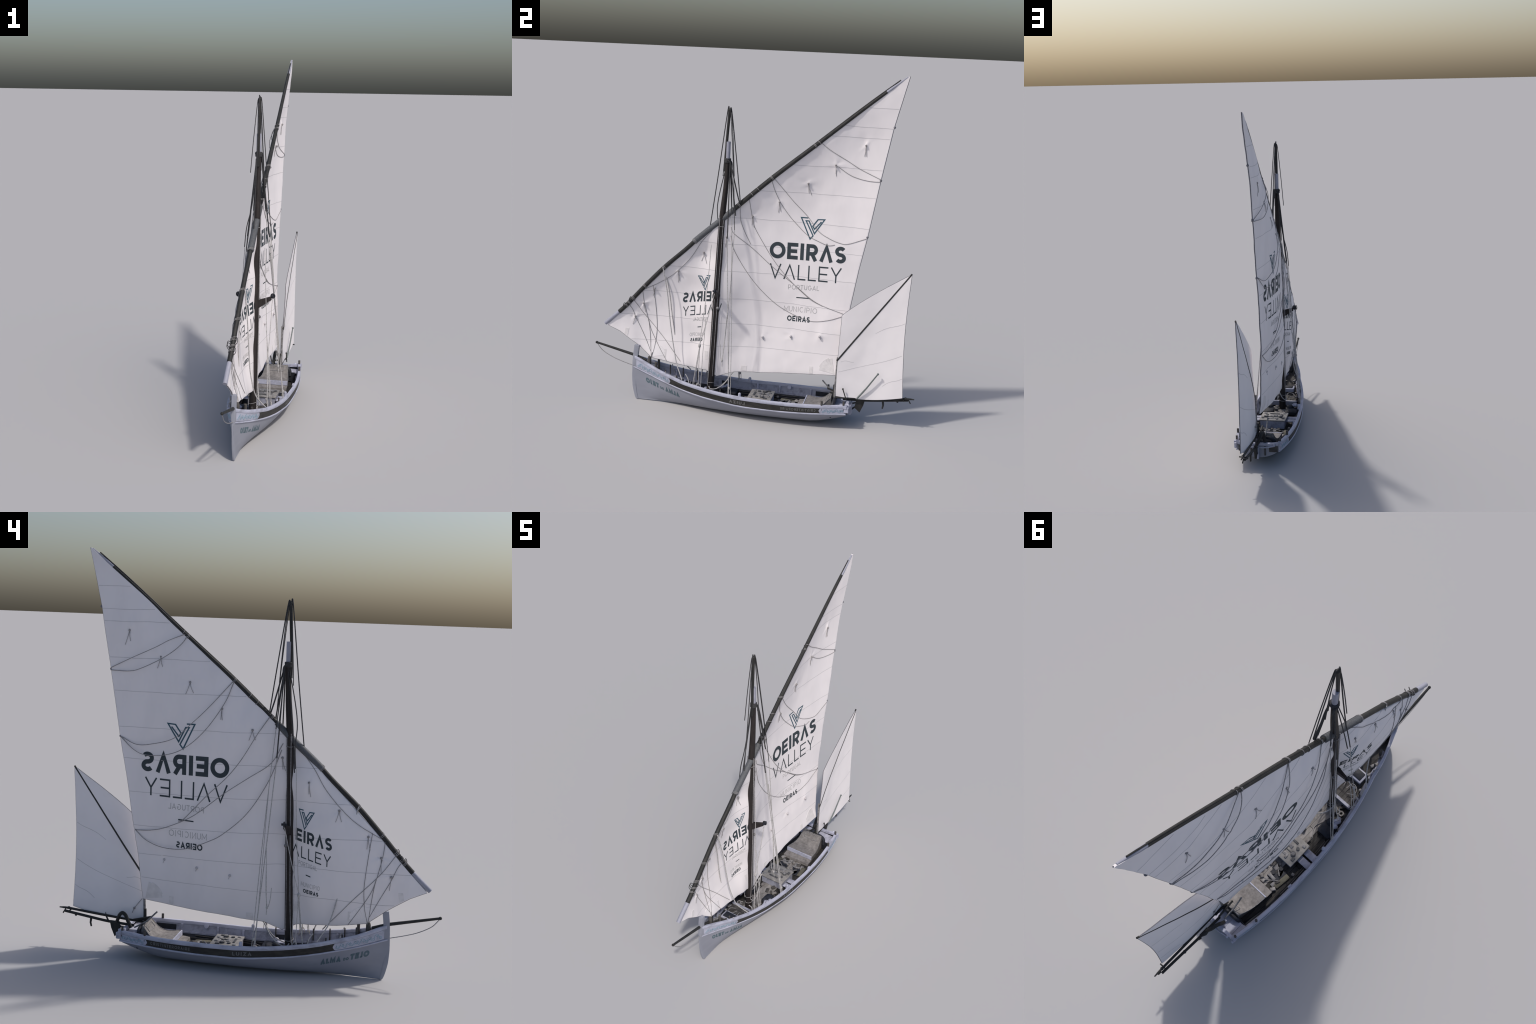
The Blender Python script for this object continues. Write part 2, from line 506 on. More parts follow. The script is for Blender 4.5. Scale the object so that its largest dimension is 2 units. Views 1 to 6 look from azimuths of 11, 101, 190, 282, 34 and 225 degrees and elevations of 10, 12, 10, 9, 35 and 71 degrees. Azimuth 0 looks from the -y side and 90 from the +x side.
# fore hatch
g = Geo()
g.box((0, -.435, .122), (.098, .062, .026), bevel=.003)
g.make("hatch_coaming", M_TRIM, hull)
g = Geo()
g.box((0, -.435, .1375), (.076, .044, .006), bevel=.002)
g.make("hatch_lid", M_DARK, hull)
g = Geo()
for s in (-1, 1):
    g.box((s * .034, -.520, .155), (.016, .04, .010), bevel=.002, rot=s * .3)
    g.box((s * .054, -.475, .138), (.016, .030, .012), bevel=.003, rot=s * .3)
    g.ball((s * .026, -.56, .176), .008)
    g.ball((s * .070, -.385, .112), .009, squash=.7)
    g.box((s * .078, -.335, .102), (.018, .03, .010), bevel=.003, rot=s * .2)
g.make("deck_gear", M_GEAR, hull)

# ---- midship locker with cooking gear
g = Geo()
g.box((0, .070, .080), (.150, .130, .056), bevel=.003)
g.make("locker", M_INNER, boat)
g = Geo()
g.box((0, .070, .1075), (.162, .142, .008), bevel=.002)
locker_lid = g.make("locker_lid", M_BOXTOP, boat)
g = Geo()
for s in (-1, 1):
    g.tube([(s * .046, .085, .1115), (s * .046, .085, .119)], .013, 14)
    g.tube([(s * .046, .050, .1115), (s * .046, .050, .117)], .009, 12)
    g.box((s * .063, .105, .1135), (.014, .02, .005))
g.box((0, .030, .113), (.060, .010, .004))
g.box((0, .085, .113), (.070, .004, .004))
g.box((0, .085, .114), (.004, .045, .005))
g.make("locker_fitting", M_FITTING, boat)
g = Geo()
g.box((0, .062, .1125), (.046, .018, .004), bevel=.001)
g.box((0, .108, .1125), (.062, .016, .004), bevel=.001)
for s in (-1, 1):
    g.tube([(s * .046, .085, .119), (s * .046, .085, .1215)], .009, 12)
    g.box((s * .028, .118, .1145), (.012, .018, .007), bevel=.002)
    g.box((s * .060, .020, .1135), (.018, .016, .006), bevel=.002)
g.make("locker_gear", M_GEAR, boat)

# side benches between locker and rail
for s in (-1, 1):
    for yc in (.028, .075):
        g = Geo()
        w = inner_half(yc, .087) - .080
        g.box((s * (.080 + w / 2), yc, .087), (w, .036, .008), bevel=.002)
        g.make("side_bench", M_TRIM if yc < .05 else M_INNER, hull)

# dark crates by the mast
for s in (-1, 1):
    g = Geo()
    g.box((s * .080, -.130, .072), (.080, .075, .036), bevel=.008)
    g.ball((s * .066, -.165, .092), .020, squash=.7)
    g.make("dark_crate", M_DARK, boat)
    g = Geo()
    g.box((s * .090, -.185, .098), (.030, .045, .022), bevel=.008, rot=s * .4)
    g.ball((s * .104, -.160, .106), .013, squash=.8)
    g.ball((s * .088, -.205, .094), .012, squash=.8)
    g.make("canvas_bag", M_TRIM, boat)
    # low angular gear aft of the locker
    g = Geo()
    for xx, yy, w, l, h, r in ((.020, .182, .030, .022, .012, .2), (.058, .190, .022, .034, .008, -.3), (.040, .232, .044, .016, .016, .1), (.022, .258, .018, .026, .008, .5), (.070, .252, .020, .030, .010, .1)):
        g.box((s * xx, yy, FLOOR + h / 2), (w, l, h), bevel=.0015, rot=s * r)
    g.tube([(s * .012, .165, FLOOR + .014), (s * .064, .205, FLOOR + .018)], .0028, 6)
    g.tube([(s * .030, .262, FLOOR + .012), (s * .082, .222, FLOOR + .014)], .0022, 6)
    g.make("loose_gear", M_GEAR, boat)["kind"] = "stuff"
    g = Geo()
    for xx, yy, r, h in ((.046, .172, .011, .020), (.030, .212, .009, .014), (.066, .222, .010, .012)):
        g.tube([(s * xx, yy, FLOOR), (s * xx, yy, FLOOR + h)], r, 12)
    g.box((s * .050, .205, FLOOR + .004), (.07, .075, .008), bevel=.002)
    g.make("dark_gear", M_DARK, boat)["kind"] = "stuff"
    g = Geo()
    g.box((s * .090, .215, FLOOR + .007), (.026, .085, .010), bevel=.003, rot=s * .12)
    g.make("khaki_bundle", M_KHAKI, boat)
    # rope coils and oddments round the mast foot
    g = Geo()
    for q in range(2):
        cx, cy = s * random.uniform(.035, .075), random.uniform(-.265, -.215)
        for r in (.010, .013):
            g.tube([(cx + r * math.cos(a * .63), cy + r * math.sin(a * .63), FLOOR + .006 + r * .3) for a in range(11)], .0018, 5)
    g.make("rope_coil", M_ROPE_M, boat)

# jumble of small boards, sticks, folded cloth and line on the floor and benches
rnd = random.Random(23)
heaps = {"boards": (M_FLOOR_L, Geo()), "sticks": (M_GEAR, Geo()), "dark": (M_DECK, Geo()), "cloth": (M_CANVAS, Geo())}
def clear(x, y, z):
    return abs(x) < hull_x(y, z) - .026
for (y0, y1, count, zb) in ((.150, .280, 30, FLOOR), (-.275, -.165, 26, FLOOR), (-.075, -.012, 12, FLOOR), (.30, .49, 16, FLOOR), (-.40, -.31, 12, .094), (-.57, -.47, 12, .148)):
    for q in range(count):
        y = rnd.uniform(y0, y1)
        x = rnd.uniform(-.15, .15)
        if y > .29 and abs(x) < .105:
            continue
        if abs(x) < .03 and -.28 < y < -.19 or not clear(x, y, zb + .008):
            continue
        kind = rnd.choice(("boards", "sticks", "dark", "dark", "cloth", "sticks"))
        g = heaps[kind][1]
        zz = zb + rnd.uniform(0, .014)
        if kind == "sticks":
            a = rnd.uniform(-.6, .6)
            L = rnd.uniform(.02, .05)
            p, r = Vector((x, y, zz + .004)), Vector((math.sin(a) * L / 2, math.cos(a) * L / 2, rnd.uniform(-.006, .010)))
            if clear((p + r).x, (p + r).y, zb) and clear((p - r).x, (p - r).y, zb):
                g.tube([p - r, p + r], rnd.uniform(.0014, .0030), 6)
        else:
            w, l, h = rnd.uniform(.010, .026), rnd.uniform(.012, .036), rnd.uniform(.004, .014)
            if clear(abs(x) + w * .8, y, zb + .01):
                g.box((x, y, zz + h / 2), (w, l, h), bevel=.0012, taper=rnd.uniform(.7, 1), rot=rnd.uniform(-.7, .7))
for kind, (mat, g) in heaps.items():
    if g.v:
        g.make("deck_jumble", mat, boat)["kind"] = "stuff"
for s in (-1, 1):      # oars and poles laid along the sides, slack line by the mast
    g = Geo()
    for off, z, y0, y1, r in ((.034, .072, -.12, .27, .0034), (.044, .064, -.08, .30, .0028)):
        g.tube(spline([(s * (rail_x(lerp(y0, y1, t / 6)) - off), lerp(y0, y1, t / 6), z + .002 * math.sin(t)) for t in range(7)], 3), r, 7)
    g.make("stowed_oar", M_DECK, boat)
    g = Geo()
    g.tube(spline([(s * .03, -.20, FLOOR + .006), (s * .055, -.19, FLOOR + .010), (s * .06, -.165, FLOOR + .008), (s * .035, -.150, FLOOR + .006), (s * .02, -.10, FLOOR + .005), (s * .05, -.05, FLOOR + .006)], 6), .0020, 6)
    g.tube(spline([(s * .03, -.33, .100), (s * .06, -.35, .102), (s * .05, -.38, .108), (s * .02, -.385, .112), (s * .01, -.35, .104)], 6), .0020, 6)
    g.make("slack_line", M_ROPE_M, boat)

# ---- stern seat with concave canvas top
prof = [(.285, .056), (.288, .074), (.330, .079), (.3315, .104), (.352, .1035), (.375, .0995), (.398, .0985), (.420, .1020), (.440, .1120), (.455, .1240), (.484, .1570), (.491, .1575), (.498, .120), (.498, .056)]
half = curve1([(.28, .094), (.34, .093), (.40, .085), (.46, .073), (.50, .066)])
g = Geo()
g.prism(prof, lambda y: -half(y), lambda y: half(y))
seat = g.make("stern_seat", M_CANVAS, boat, 25)
g = Geo()
g.prism([(.3275, .081), (.3295, .081), (.3305, .1045), (.3285, .1045)], -.094, .094)
g.prism([(.3285, .1045), (.3285, .1062), (.334, .1062), (.334, .1045)], -.094, .094)
g.make("seat_riser", M_TRIM, seat)
g = Geo()      # frame on the raised back
for a, b in (((-.045, .4585, .1295), (.045, .4585, .1295)), ((-.043, .4790, .1530), (.043, .4790, .1530)), ((-.045, .4585, .1295), (-.043, .4790, .1530)), ((.045, .4585, .1295), (.043, .4790, .1530))):
    g.tube([a, b], .0022, 6)
g.tube([(-half(.49), .489, .158), (half(.49), .489, .158)], .003, 8)
for s in (-1, 1):
    g.tube([(s * half(y), y, z + .001) for y, z in prof[3:11]], .002, 6)
g.make("seat_frame", M_GEAR, seat)
g = Geo()
for s in (-1, 1):
    g.tube(spline([(s * .08, .497, .09), (s * .075, .505, .125), (s * .05, .508, .14), (0, .508, .145)], 4), .011, 8)
g.make("seat_back_roll", M_DARK, seat)

# dark panels inside the bulwark near the stern, small dark ports by the mast
g = Geo()
for s in (-1, 1):
    for y0, y1, lo, hi in ((.376, .480, .004, .034), (-.200, -.152, .006, .030)):
        for q in range(6):
            ya, yb = lerp(y0, y1, q / 6), lerp(y0, y1, (q + 1) / 6)
            v = []
            for y in (ya, yb):
                for u in (lo, hi):
                    z = shelf_z(y) + u
                    for ins in (.0125, .010):
                        v.append((s * (hull_x(y, z) - ins), y, z))
            g.put(v, [(0, 2, 6, 4), (1, 3, 7, 5), (0, 1, 3, 2), (4, 5, 7, 6), (0, 1, 5, 4), (2, 3, 7, 6)])
g.make("bulwark_opening", M_DARK, hull)
g = Geo()
for s in (-1, 1):
    for y in (.345, .486, .02, .155, -.33, -.47):
        z = shelf_z(y) + .020
        g.box((s * (hull_x(y, z) - .014), y, z), (.008, .012, .044), bevel=.001)
g.make("bulwark_knee", M_TRIM, hull)
for s in (-1, 1):
    g = Geo()
    g.tube([(s * (hull_x(.215, .13) - .008), .215, .118), (s * (hull_x(.215, .13) - .026), .215, .124)], [.009, .012], 12)
    g.make("side_lamp", M_TRIM, boat)

# posts and fenders on the rail
for s in (-1, 1):
    for y, r, h in ((.450, .0065, .030), (.573, .0062, .028)):
        g = Geo()
        x = rail_x(y) - .004
        g.tube([(s * x, y, rail_z(y) - .012), (s * x, y, rail_z(y) + h + .012)], r, 12)
        g.make("rail_post", M_BROWN, boat)
    g = Geo()
    g.tube([(s * (rail_x(-.03) - .016), -.03, .128), (s * (rail_x(-.03) - .016), -.03, .152)], [.010, .008], 12)
    g.ball((s * (rail_x(-.03) - .016), -.03, .152), .009)
    g.make("fender", M_TRIM, boat)
    g = Geo()
    for y in (-.505, -.43, -.345, -.150):
        x = rail_x(y) - .022
        g.tube([(s * x, y, rail_z(y) - .03), (s * x, y, rail_z(y) + .018 + .012)], .0034, 7)
        g.tube([(s * (x - .006), y, rail_z(y) + .024), (s * (x + .006), y, rail_z(y) + .024)], .0022, 6)
    g.make("belaying_pin", M_BROWN, boat)
    g = Geo()
    y = -.572
    g.tube([(s * .030, y, .185), (s * .030, y, .252)], .0075, 8)
    g.make("bow_bollard", M_DECK, boat)
g = Geo()
g.tube([(0, -.622, .19), (0, -.622, .262), (0, -.622, .274)], [.012, .0115, .008], 10)
g.make("bow_post", M_BROWN, boat)
g = Geo()
for s in (-1, 1):
    g.tube([(s * .008, .606, .118), (s * .045, .606, .118), (s * .10, .594, .125)], .004, 6)
    g.box((s * .128, .592, .122), (.014, .024, .034), bevel=.003)
    g.box((s * .095, .597, .136), (.012, .016, .018), bevel=.003)
g.make("stern_fitting", M_TRIM, boat)

# ------------------------------------------------------------------ spars
yard_z = curve1([(-.905, .452), (-.79, .560), (-.66, .705), (-.54, .833), (-.402, .961), (-.358, 1.006), (-.225, 1.124), (.09, 1.409), (.30, 1.585), (.626, 1.860), (.802, 2.0)])

def yard_pts(a, b, n, dx=0.0):
    return [(dx, lerp(a, b, i / n), yard_z(lerp(a, b, i / n))) for i in range(n + 1)]

g = Geo()
pts = yard_pts(-.815, .690, 50)
g.tube(pts, [lerp(.0128, .0122, i / 30) if i < 30 else lerp(.0122, .0085, (i - 30) / 20) for i in range(51)], 14)
yard = g.make("yard", M_SPAR, boat)
g = Geo()
g.tube(yard_pts(-.902, -.808, 6), .0118, 14)
g.make("yard_tip", M_WHITE, yard)
g = Geo()
g.tube(yard_pts(.680, .796, 6), [.0082] * 3 + [.007, .006, .005, .0045], 12)
g.make("yard_tip", M_WHITE, yard)
g = Geo()
g.tube(yard_pts(-.365, -.135, 14), .0165, 16)
for k in range(40):
    y = lerp(-.362, -.138, k / 39)
    t = (Vector(yard_pts(y, y + .004, 1)[1]) - Vector(yard_pts(y, y + .004, 1)[0])).normalized()
    p = Vector((0, y, yard_z(y)))
    g.tube([p - t * .0012, p + t * .0012], .0174, 14)
g.make("yard_lashing", M_SLEEVE, yard)
g = Geo()          # fished batten along the upper edge, running out over the pale tip
bt = yard_pts(-.12, .765, 24)
g.tube([(x, y - .0065, z + .0075) for x, y, z in bt], [.0055, .0030], 8)
g.make("yard_batten", M_SPAR, yard)

# rope turns round the yard
def turns(y, count, r, mat, name, step=.0045):
    g = Geo()
    for q in range(count):
        yy = y + q * step
        a, b = yard_pts(yy, yy + .002, 1)
        t = (Vector(b) - Vector(a)).normalized()
        u = t.cross(Vector((1, 0, 0))).normalized()
        w = Vector((1, 0, 0))
        c = Vector(a)
        ring = [c + (u * math.cos(k * .5236) + w * math.sin(k * .5236)) * r + t * .006 * math.sin(k * .5236) for k in range(13)]
        g.tube(ring, .0014, 5)
    return g.make(name, mat, yard)

for y, c, r in ((-.545, 2, .0138), (-.662, 2, .0138), (-.735, 3, .0150), (-.758, 2, .0148), (-.774, 2, .0145), (-.11, 2, .0142), (-.035, 1, .014), (.075, 2, .014), (.31, 2, .0125), (.335, 1, .0123), (-.363, 2, .0178), (.0, 1, .014)):
    turns(y, c, r, M_ROPE_M, "yard_turn")
# loose hitches at the forward end of the yard
g = Geo()
for k, (y, s) in enumerate(((-.735, 1), (-.755, -1), (-.772, 1), (-.748, -1))):
    z = yard_z(y)
    g.tube(spline([(s * .008, y, z + .010), (s * .020, y - .006, z + .018), (s * .024, y - .012, z + .002), (s * .014, y - .010, z - .014), (s * .004, y - .002, z - .012)], 5), .0017, 6)
g.make("yard_hitch", M_ROPE_D, yard)

# mast
mast_y = curve1([(.05, -.246), (.108, -.241), (.646, -.222), (1.138, -.204), (1.34, -.188), (1.49, -.182), (1.59, -.181)])
mast_r = curve1([(.05, .0205), (.30, .0205), (.65, .0205), (1.0, .0188), (1.2, .017), (1.40, .0135), (1.59, .0120)])
g = Geo()
zs = [lerp(FLOOR, 1.496, i / 40) for i in range(41)]
g.tube([(0, mast_y(z), z) for z in zs], [mast_r(z) for z in zs], 18)
mast = g.make("mast", M_MAST, boat)
g = Geo()
zs = [lerp(1.494, 1.590, i / 4) for i in range(5)]
g.tube([(0, mast_y(z), z) for z in zs], .0125, 14)
g.make("mast_head", M_WHITE, mast)
g = Geo()
g.tube([(0, -.196, 1.42), (0, -.192, 1.585), (0, -.183, 1.74), (0, -.181, 1.766)], [.0078, .0078, .0082, .0088], 12)
g.ball((0, -.181, 1.766), .0098, 12)
topmast = g.make("topmast", M_SPAR, boat)
g = Geo()
for k in range(4):
    z = 1.474 + k * .006
    g.tube([(.0155 * math.cos(a * .5236), mast_y(z) + .0155 * math.sin(a * .5236), z) for a in range(13)], .004, 6)
for s in (-1, 1):
    g.tube(spline([(s * .010, -.192, 1.494), (s * .017, -.178, 1.486), (s * .014, -.163, 1.470), (s * .012, -.160, 1.44)], 4), .0045, 7)
g.make("mast_collar", M_ROPE_D, mast)
g = Geo()
for z, tilt in ((.152, .2), (.110, .10), (1.10, .1)):
    r = mast_r(z) + .0015
    g.tube([(r * math.cos(a * .5236), mast_y(z) + r * math.sin(a * .5236), z + tilt * .03 * math.cos(a * .5236)) for a in range(13)], .0016, 6)
g.make("mast_turn", M_ROPE_M, mast)
g = Geo()
for s in (-1, 1):      # halyards along the mast
    g.tube(spline([(s * .021, -.212, 1.16), (s * .0225, -.226, .72), (s * .0235, -.240, .36), (s * .0225, -.253, .14)], 4), .0020, 6)
    g.tube(spline([(s * .016, -.192, 1.14), (s * .020, -.205, .80), (s * .021, -.216, .5), (s * .021, -.225, .2)], 4), .0016, 6)
g.make("halyard", M_ROPE_M, mast)
# bracket arms with ring
for s in (-1, 1):
    g = Geo()
    v = []
    for t in (0, .5, 1):
        x = lerp(.010, .086, t)
        y = lerp(-.224, -.210, t)
        zb, zt = lerp(.664, .716, t), lerp(.712, .736, t)
        w = lerp(.011, .006, t)
        v += [(s * x, y - w, zb), (s * x, y + w, zb), (s * x, y + w, zt), (s * x, y - w, zt)]
    f = [(i * 4 + k, i * 4 + (k + 1) % 4, i * 4 + 4 + (k + 1) % 4, i * 4 + 4 + k) for i in range(2) for k in range(4)] + [(0, 1, 2, 3), (8, 9, 10, 11)]
    g.put(v, f)
    g.make("mast_bracket", M_MAST, mast)
    g = Geo()
    g.tube([(s * (.094 + .010 * math.cos(a * .5236)), -.209, .738 + .011 * math.sin(a * .5236)) for a in range(13)], .0038, 7)
    g.tube([(s * .094, -.222, .738), (s * .094, -.196, .738)], .006, 10)
    g.make("bracket_ring", M_DARK, mast)
    g = Geo()
    g.ball((s * .022, -.208, .620), .009)
    g.make("mast_block", M_GEAR, mast)

# bowsprit and stay
g = Geo()
g.tube([(0, -.640, .248), (0, -.720, .275), (0, -.955, .328)], [.0085, .0085, .0062], 12)
g.ball((0, -.9565, .3285), .0082)
bowsprit = g.make("bowsprit", M_SPAR, boat)
g = Geo()
g.tube(spline([(0, -.953, .322), (0, -.918, .282), (0, -.857, .248), (0, -.795, .226), (0, -.722, .206)], 6), .0021, 6)
g.tube([(0, -.727, .208), (.006, -.724, .208), (.010, -.715, .207)], .002, 6)
g.make("bobstay", M_ROPE_M, boat)

# mizzen mast, boomkin
g = Geo()
g.tube([(.023, .508, .10), (.023, .509, .20), (.0235, .513, .395)], [.0075, .0068, .0055], 10)
g.make("mizzen_mast", M_GEAR, boat)
g = Geo()
g.tube([(.014, .500, .10), (.014, .503, .225)], .007, 10)
g.make("mizzen_step", M_SPAR, boat)
g = Geo()
g.tube(spline([(.022, .500, .152), (.021, .62, .160), (.018, .77, .173), (.0165, .912, .187), (.016, .965, .188)], 4), [.0062] * 13 + [.0055, .005, .0038, .003], 10)
g.ball((.0165, .915, .190), .0085, squash=.7)
g.make("boomkin", M_SPAR, boat)
g = Geo()
g.tube(spline([(-.004, .555, .138), (-.002, .69, .145), (.001, .80, .158), (.004, .930, .175)], 4), .0068, 10)
g.tube([(.002, .786, .158), (.002, .790, .128), (.003, .786, .108)], [.007, .0052, .0045], 8)
g.ball((.003, .870, .160), .0065)
g.make("outrigger", M_SPAR, boat)
g = Geo()
g.tube([(-.002, .905, .178), (.040, .905, .180)], .0036, 7)
g.tube([(.010, .930, .183), (.014, .945, .160)], .0034, 7)
g.make("boomkin_cleat", M_SPAR, boat)
g = Geo()
g.tube([(.036, .640, .165), (.044, .690, .235), (.051, .750, .328)], [.0052, .0046, .0036], 8)
g.ball((.0512, .7508, .329), .0065)
g.make("sounding_pole", M_GREEN, boat)
g = Geo()
g.tube([(.046, .578, .155), (.045, .556, .215)], .0032, 7)
g.ball((.045, .556, .216), .0055)
g.tube([(-.010, .690, .150), (-.012, .702, .178), (-.012, .704, .196)], [.005, .004, .001], 7)
g.make("thole_pin", M_SPAR, boat)

# ------------------------------------------------------------------ main sail
pairs = [((-.884, .452), (-.886, .447)), ((-.80, .538), (-.81, .413)), ((-.70, .645), (-.695, .338)),
         ((-.62, .731), (-.612, .270)), ((-.50, .853), (-.47, .247)), ((-.407, .943), (-.36, .238)),
         ((-.33, 1.02), (-.272, .231)), ((-.25, 1.095), (-.203, .197)), ((-.18, 1.160), (-.112, .231)),
         ((-.08, 1.253), (.06, .244)), ((.02, 1.345), (.25, .259)), ((.10, 1.417), (.40, .272)),
         ((.16, 1.468), (.510, .282)), ((.22, 1.518), (.532, .50)), ((.30, 1.585), (.555, .65)),
         ((.40, 1.669), (.596, .91)), ((.50, 1.753), (.634, 1.103)), ((.60, 1.837), (.687, 1.43)),
         ((.70, 1.917), (.738, 1.715)), ((.797, 1.997), (.807, 2.0))]
foot_z = curve1([(-.886, .447), (-.81, .413), (-.695, .338), (-.612, .27), (-.47, .247), (-.272, .231), (.06, .244), (.25, .259), (.510, .282), (.80, .32)])

KNOTS = [(.593, 1.614), (.432, 1.494), (.282, 1.380), (.122, 1.262), (-.029, 1.169), (-.173, 1.042), (-.309, .935), (-.458, .811), (-.600, .695), (-.666, .599), (-.718, .512),
         (.056, .455), (.224, .477), (.396, .499)]

# depth of the cloth: a thin-plate surface through a few soundings (y, z, x)
SOUND = [
    (-.884, .452, -.002), (-.70, .645, -.006), (-.54, .815, -.006), (-.40, .94, -.005), (-.20, 1.14, -.001), (.0, 1.32, -.003),
    (.20, 1.495, -.003), (.40, 1.66, -.003), (.60, 1.83, -.003), (.80, 1.995, .0),
    (.738, 1.717, -.009), (.70, 1.5, -.018), (.66, 1.27, -.023), (.62, 1.04, -.027), (.58, .80, -.024), (.545, .60, -.018), (.52, .40, -.009), (.505, .283, .005),
    (-.81, .413, -.006), (-.61, .27, -.006), (-.45, .247, -.006), (-.26, .228, .002), (-.20, .20, .0), (-.10, .233, -.010), (.06, .246, -.020), (.25, .262, -.018), (.40, .275, -.006),
    (.594, 1.61, -.028), (.43, 1.49, -.033), (.285, 1.38, -.037), (.125, 1.265, -.036), (-.03, 1.169, -.032), (-.17, 1.04, -.006), (-.31, .93, -.033),
    (-.41, .655, -.040), (.13, .977, -.053), (.31, 1.06, -.051), (.48, .985, -.034), (.28, .70, -.048), (.366, .638, -.038), (.225, .477, -.041), (.394, .50, -.022),
    (.056, .455, -.047), (.056, .75, -.051), (-.222, .65, .001), (-.232, .40, .001), (-.228, .52, .001), (-.236, .30, .001), (-.213, .85, .0), (-.217, .75, .001), (-.208, 1.0, .0), (-.203, 1.08, .0), (-.60, .55, -.034), (-.42, .42, -.032), (-.68, .45, -.024),
    (-.10, .65, -.035), (-.09, .90, -.031), (-.10, .42, -.033), (-.31, .70, -.030), (-.31, .42, -.024)]
import numpy as np
_P = np.array([(y, z) for y, z, x in SOUND])
def _tps(r2):
    return np.where(r2 > 1e-12, r2 * np.log(np.maximum(r2, 1e-12)), 0.0)
_D = ((_P[:, None, :] - _P[None, :, :]) ** 2).sum(-1)
_n = len(_P)
_A = np.zeros((_n + 3, _n + 3))
_A[:_n, :_n] = _tps(_D) + np.eye(_n) * 2e-4
_A[:_n, _n:] = np.c_[np.ones(_n), _P]
_A[_n:, :_n] = _A[:_n, _n:].T
_C = np.linalg.solve(_A, np.r_[[x for y, z, x in SOUND], 0, 0, 0])
_memo = {}
mast_line = lambda z: -.241 + .037 * (z - .108)

def sail_x(y, z):
    key = (round(y, 5), round(z, 5))
    if key in _memo:
        return _memo[key]
    r2 = (_P[:, 0] - y) ** 2 + (_P[:, 1] - z) ** 2
    base = float(_tps(r2) @ _C[:_n] + _C[_n] + _C[_n + 1] * y + _C[_n + 2] * z)
    d = yard_z(y) - z
    k = min(1.0, max(d, 0) / .05)
    up = max(z - foot_z(y), 0)
    along = (y * .74 + z * .67)
    pucker = noise.noise(Vector((along * 24, (z - y) * 2.0, 1.5))) * .0042 * math.exp(-max(d, 0) / .15)
    big = noise.noise(Vector((y * 6, z * 5, 4.2))) * .0042
    fine = noise.noise(Vector((y * 15, z * 13, 9.0))) * .0013
    hang = noise.noise(Vector((y * 15, z * 1.4, 2.0))) * .0062 * math.exp(-up / .12)
    aft = max(0.0, .512 + .19 * max(0, z - .3) - y)
    hang += noise.noise(Vector((y * 4, z * 16, 6.0))) * .0040 * math.exp(-aft / .06)
    tuck = 0.0
    for ky, kz in KNOTS:            # cloth drawn up at each reef tie
        q = (y - ky) ** 2 + (z - kz) ** 2
        if q < .012:
            ang = math.atan2(z - kz, y - ky)
            tuck += .0050 * math.exp(-q / .00016) + .0040 * math.exp(-q / .0018) * noise.noise(Vector((math.cos(ang) * 1.3 + ky * 9, math.sin(ang) * 1.3 + kz * 7, 2.7)))* 1.6
    k *= 1 - .9 * math.exp(-((y - mast_line(z)) / .045) ** 2)
    x = base + k * (big + fine + hang + tuck) + pucker * k
    _memo[key] = x
    return x

def sail_h(y, z, side=1):
    return .0042 if side > 0 else .0042 + .0022 * (1 - math.exp(-((y - mast_line(z)) / .05) ** 2))

def chain(idx, steps):
    P = [Vector((0, p[idx][0], p[idx][1])) for p in pairs]
    out = []
    for i in range(len(P) - 1):
        for k in range(steps):
            out.append(P[i].lerp(P[i + 1], k / steps))
    out.append(P[-1])
    return out

ST, NT = 14, 90
top, low = chain(0, ST), chain(1, ST)
cols = len(top)
v, f = [], []
for side in (1, -1):
    for i in range(cols):
        for j in range(NT + 1):
            p = top[i].lerp(low[i], j / NT)
            edge = min(1.0, min(i, cols - 1 - i, j, NT - j) / 1.0)
            h = sail_h(p.y, p.z, side) * (.75 + .25 * edge)
            v.append((sail_x(p.y, p.z) + side * h, p.y, p.z))
half_n = cols * (NT + 1)
idx = lambda s, i, j: s * half_n + i * (NT + 1) + j
for s in (0, 1):
    for i in range(cols - 1):
        for j in range(NT):
            f.append((idx(s, i, j), idx(s, i + 1, j), idx(s, i + 1, j + 1), idx(s, i, j + 1)))
for i in range(cols - 1):
    for j in (0, NT):
        f.append((idx(0, i, j), idx(0, i + 1, j), idx(1, i + 1, j), idx(1, i, j)))
for j in range(NT):
    for i in (0, cols - 1):
        f.append((idx(0, i, j), idx(0, i, j + 1), idx(1, i, j + 1), idx(1, i, j)))
sail = add("main_sail", v, f, M_SAIL, boat, True, 60)

def on_sail(y, z, side, off=.0006):
    return Vector((sail_x(y, z) + side * (sail_h(y, z, side) + off), y, z))

# bolt rope round the free edges
edge = [Vector((sail_x(p.y, p.z), p.y, p.z)) for p in low]
g = Geo()
g.tube(edge, .0030, 6)
g.make("bolt_rope", M_EDGE, sail)
g = Geo()
g.tube([(sail_x(y, z) , y, z) for y, z in [(p.y, p.z) for p in top[:ST * 6]]], .0020, 6)
g.make("luff_rope", M_SEAM, sail)
# leech hem
g = Geo()
for y, z in ((.740, 1.722), (.684, 1.425), (.630, 1.10), (.543, .64)):
    g.ball((sail_x(y, z), y + .002, z), .0075)
g.make("leech_cringle", M_EDGE, sail)

# ---- stroke lettering
def arc(cx, cy, rx, ry, a0, a1, n=14):
    return [(cx + rx * math.cos(math.radians(lerp(a0, a1, i / n))), cy + ry * math.sin(math.radians(lerp(a0, a1, i / n)))) for i in range(n + 1)]

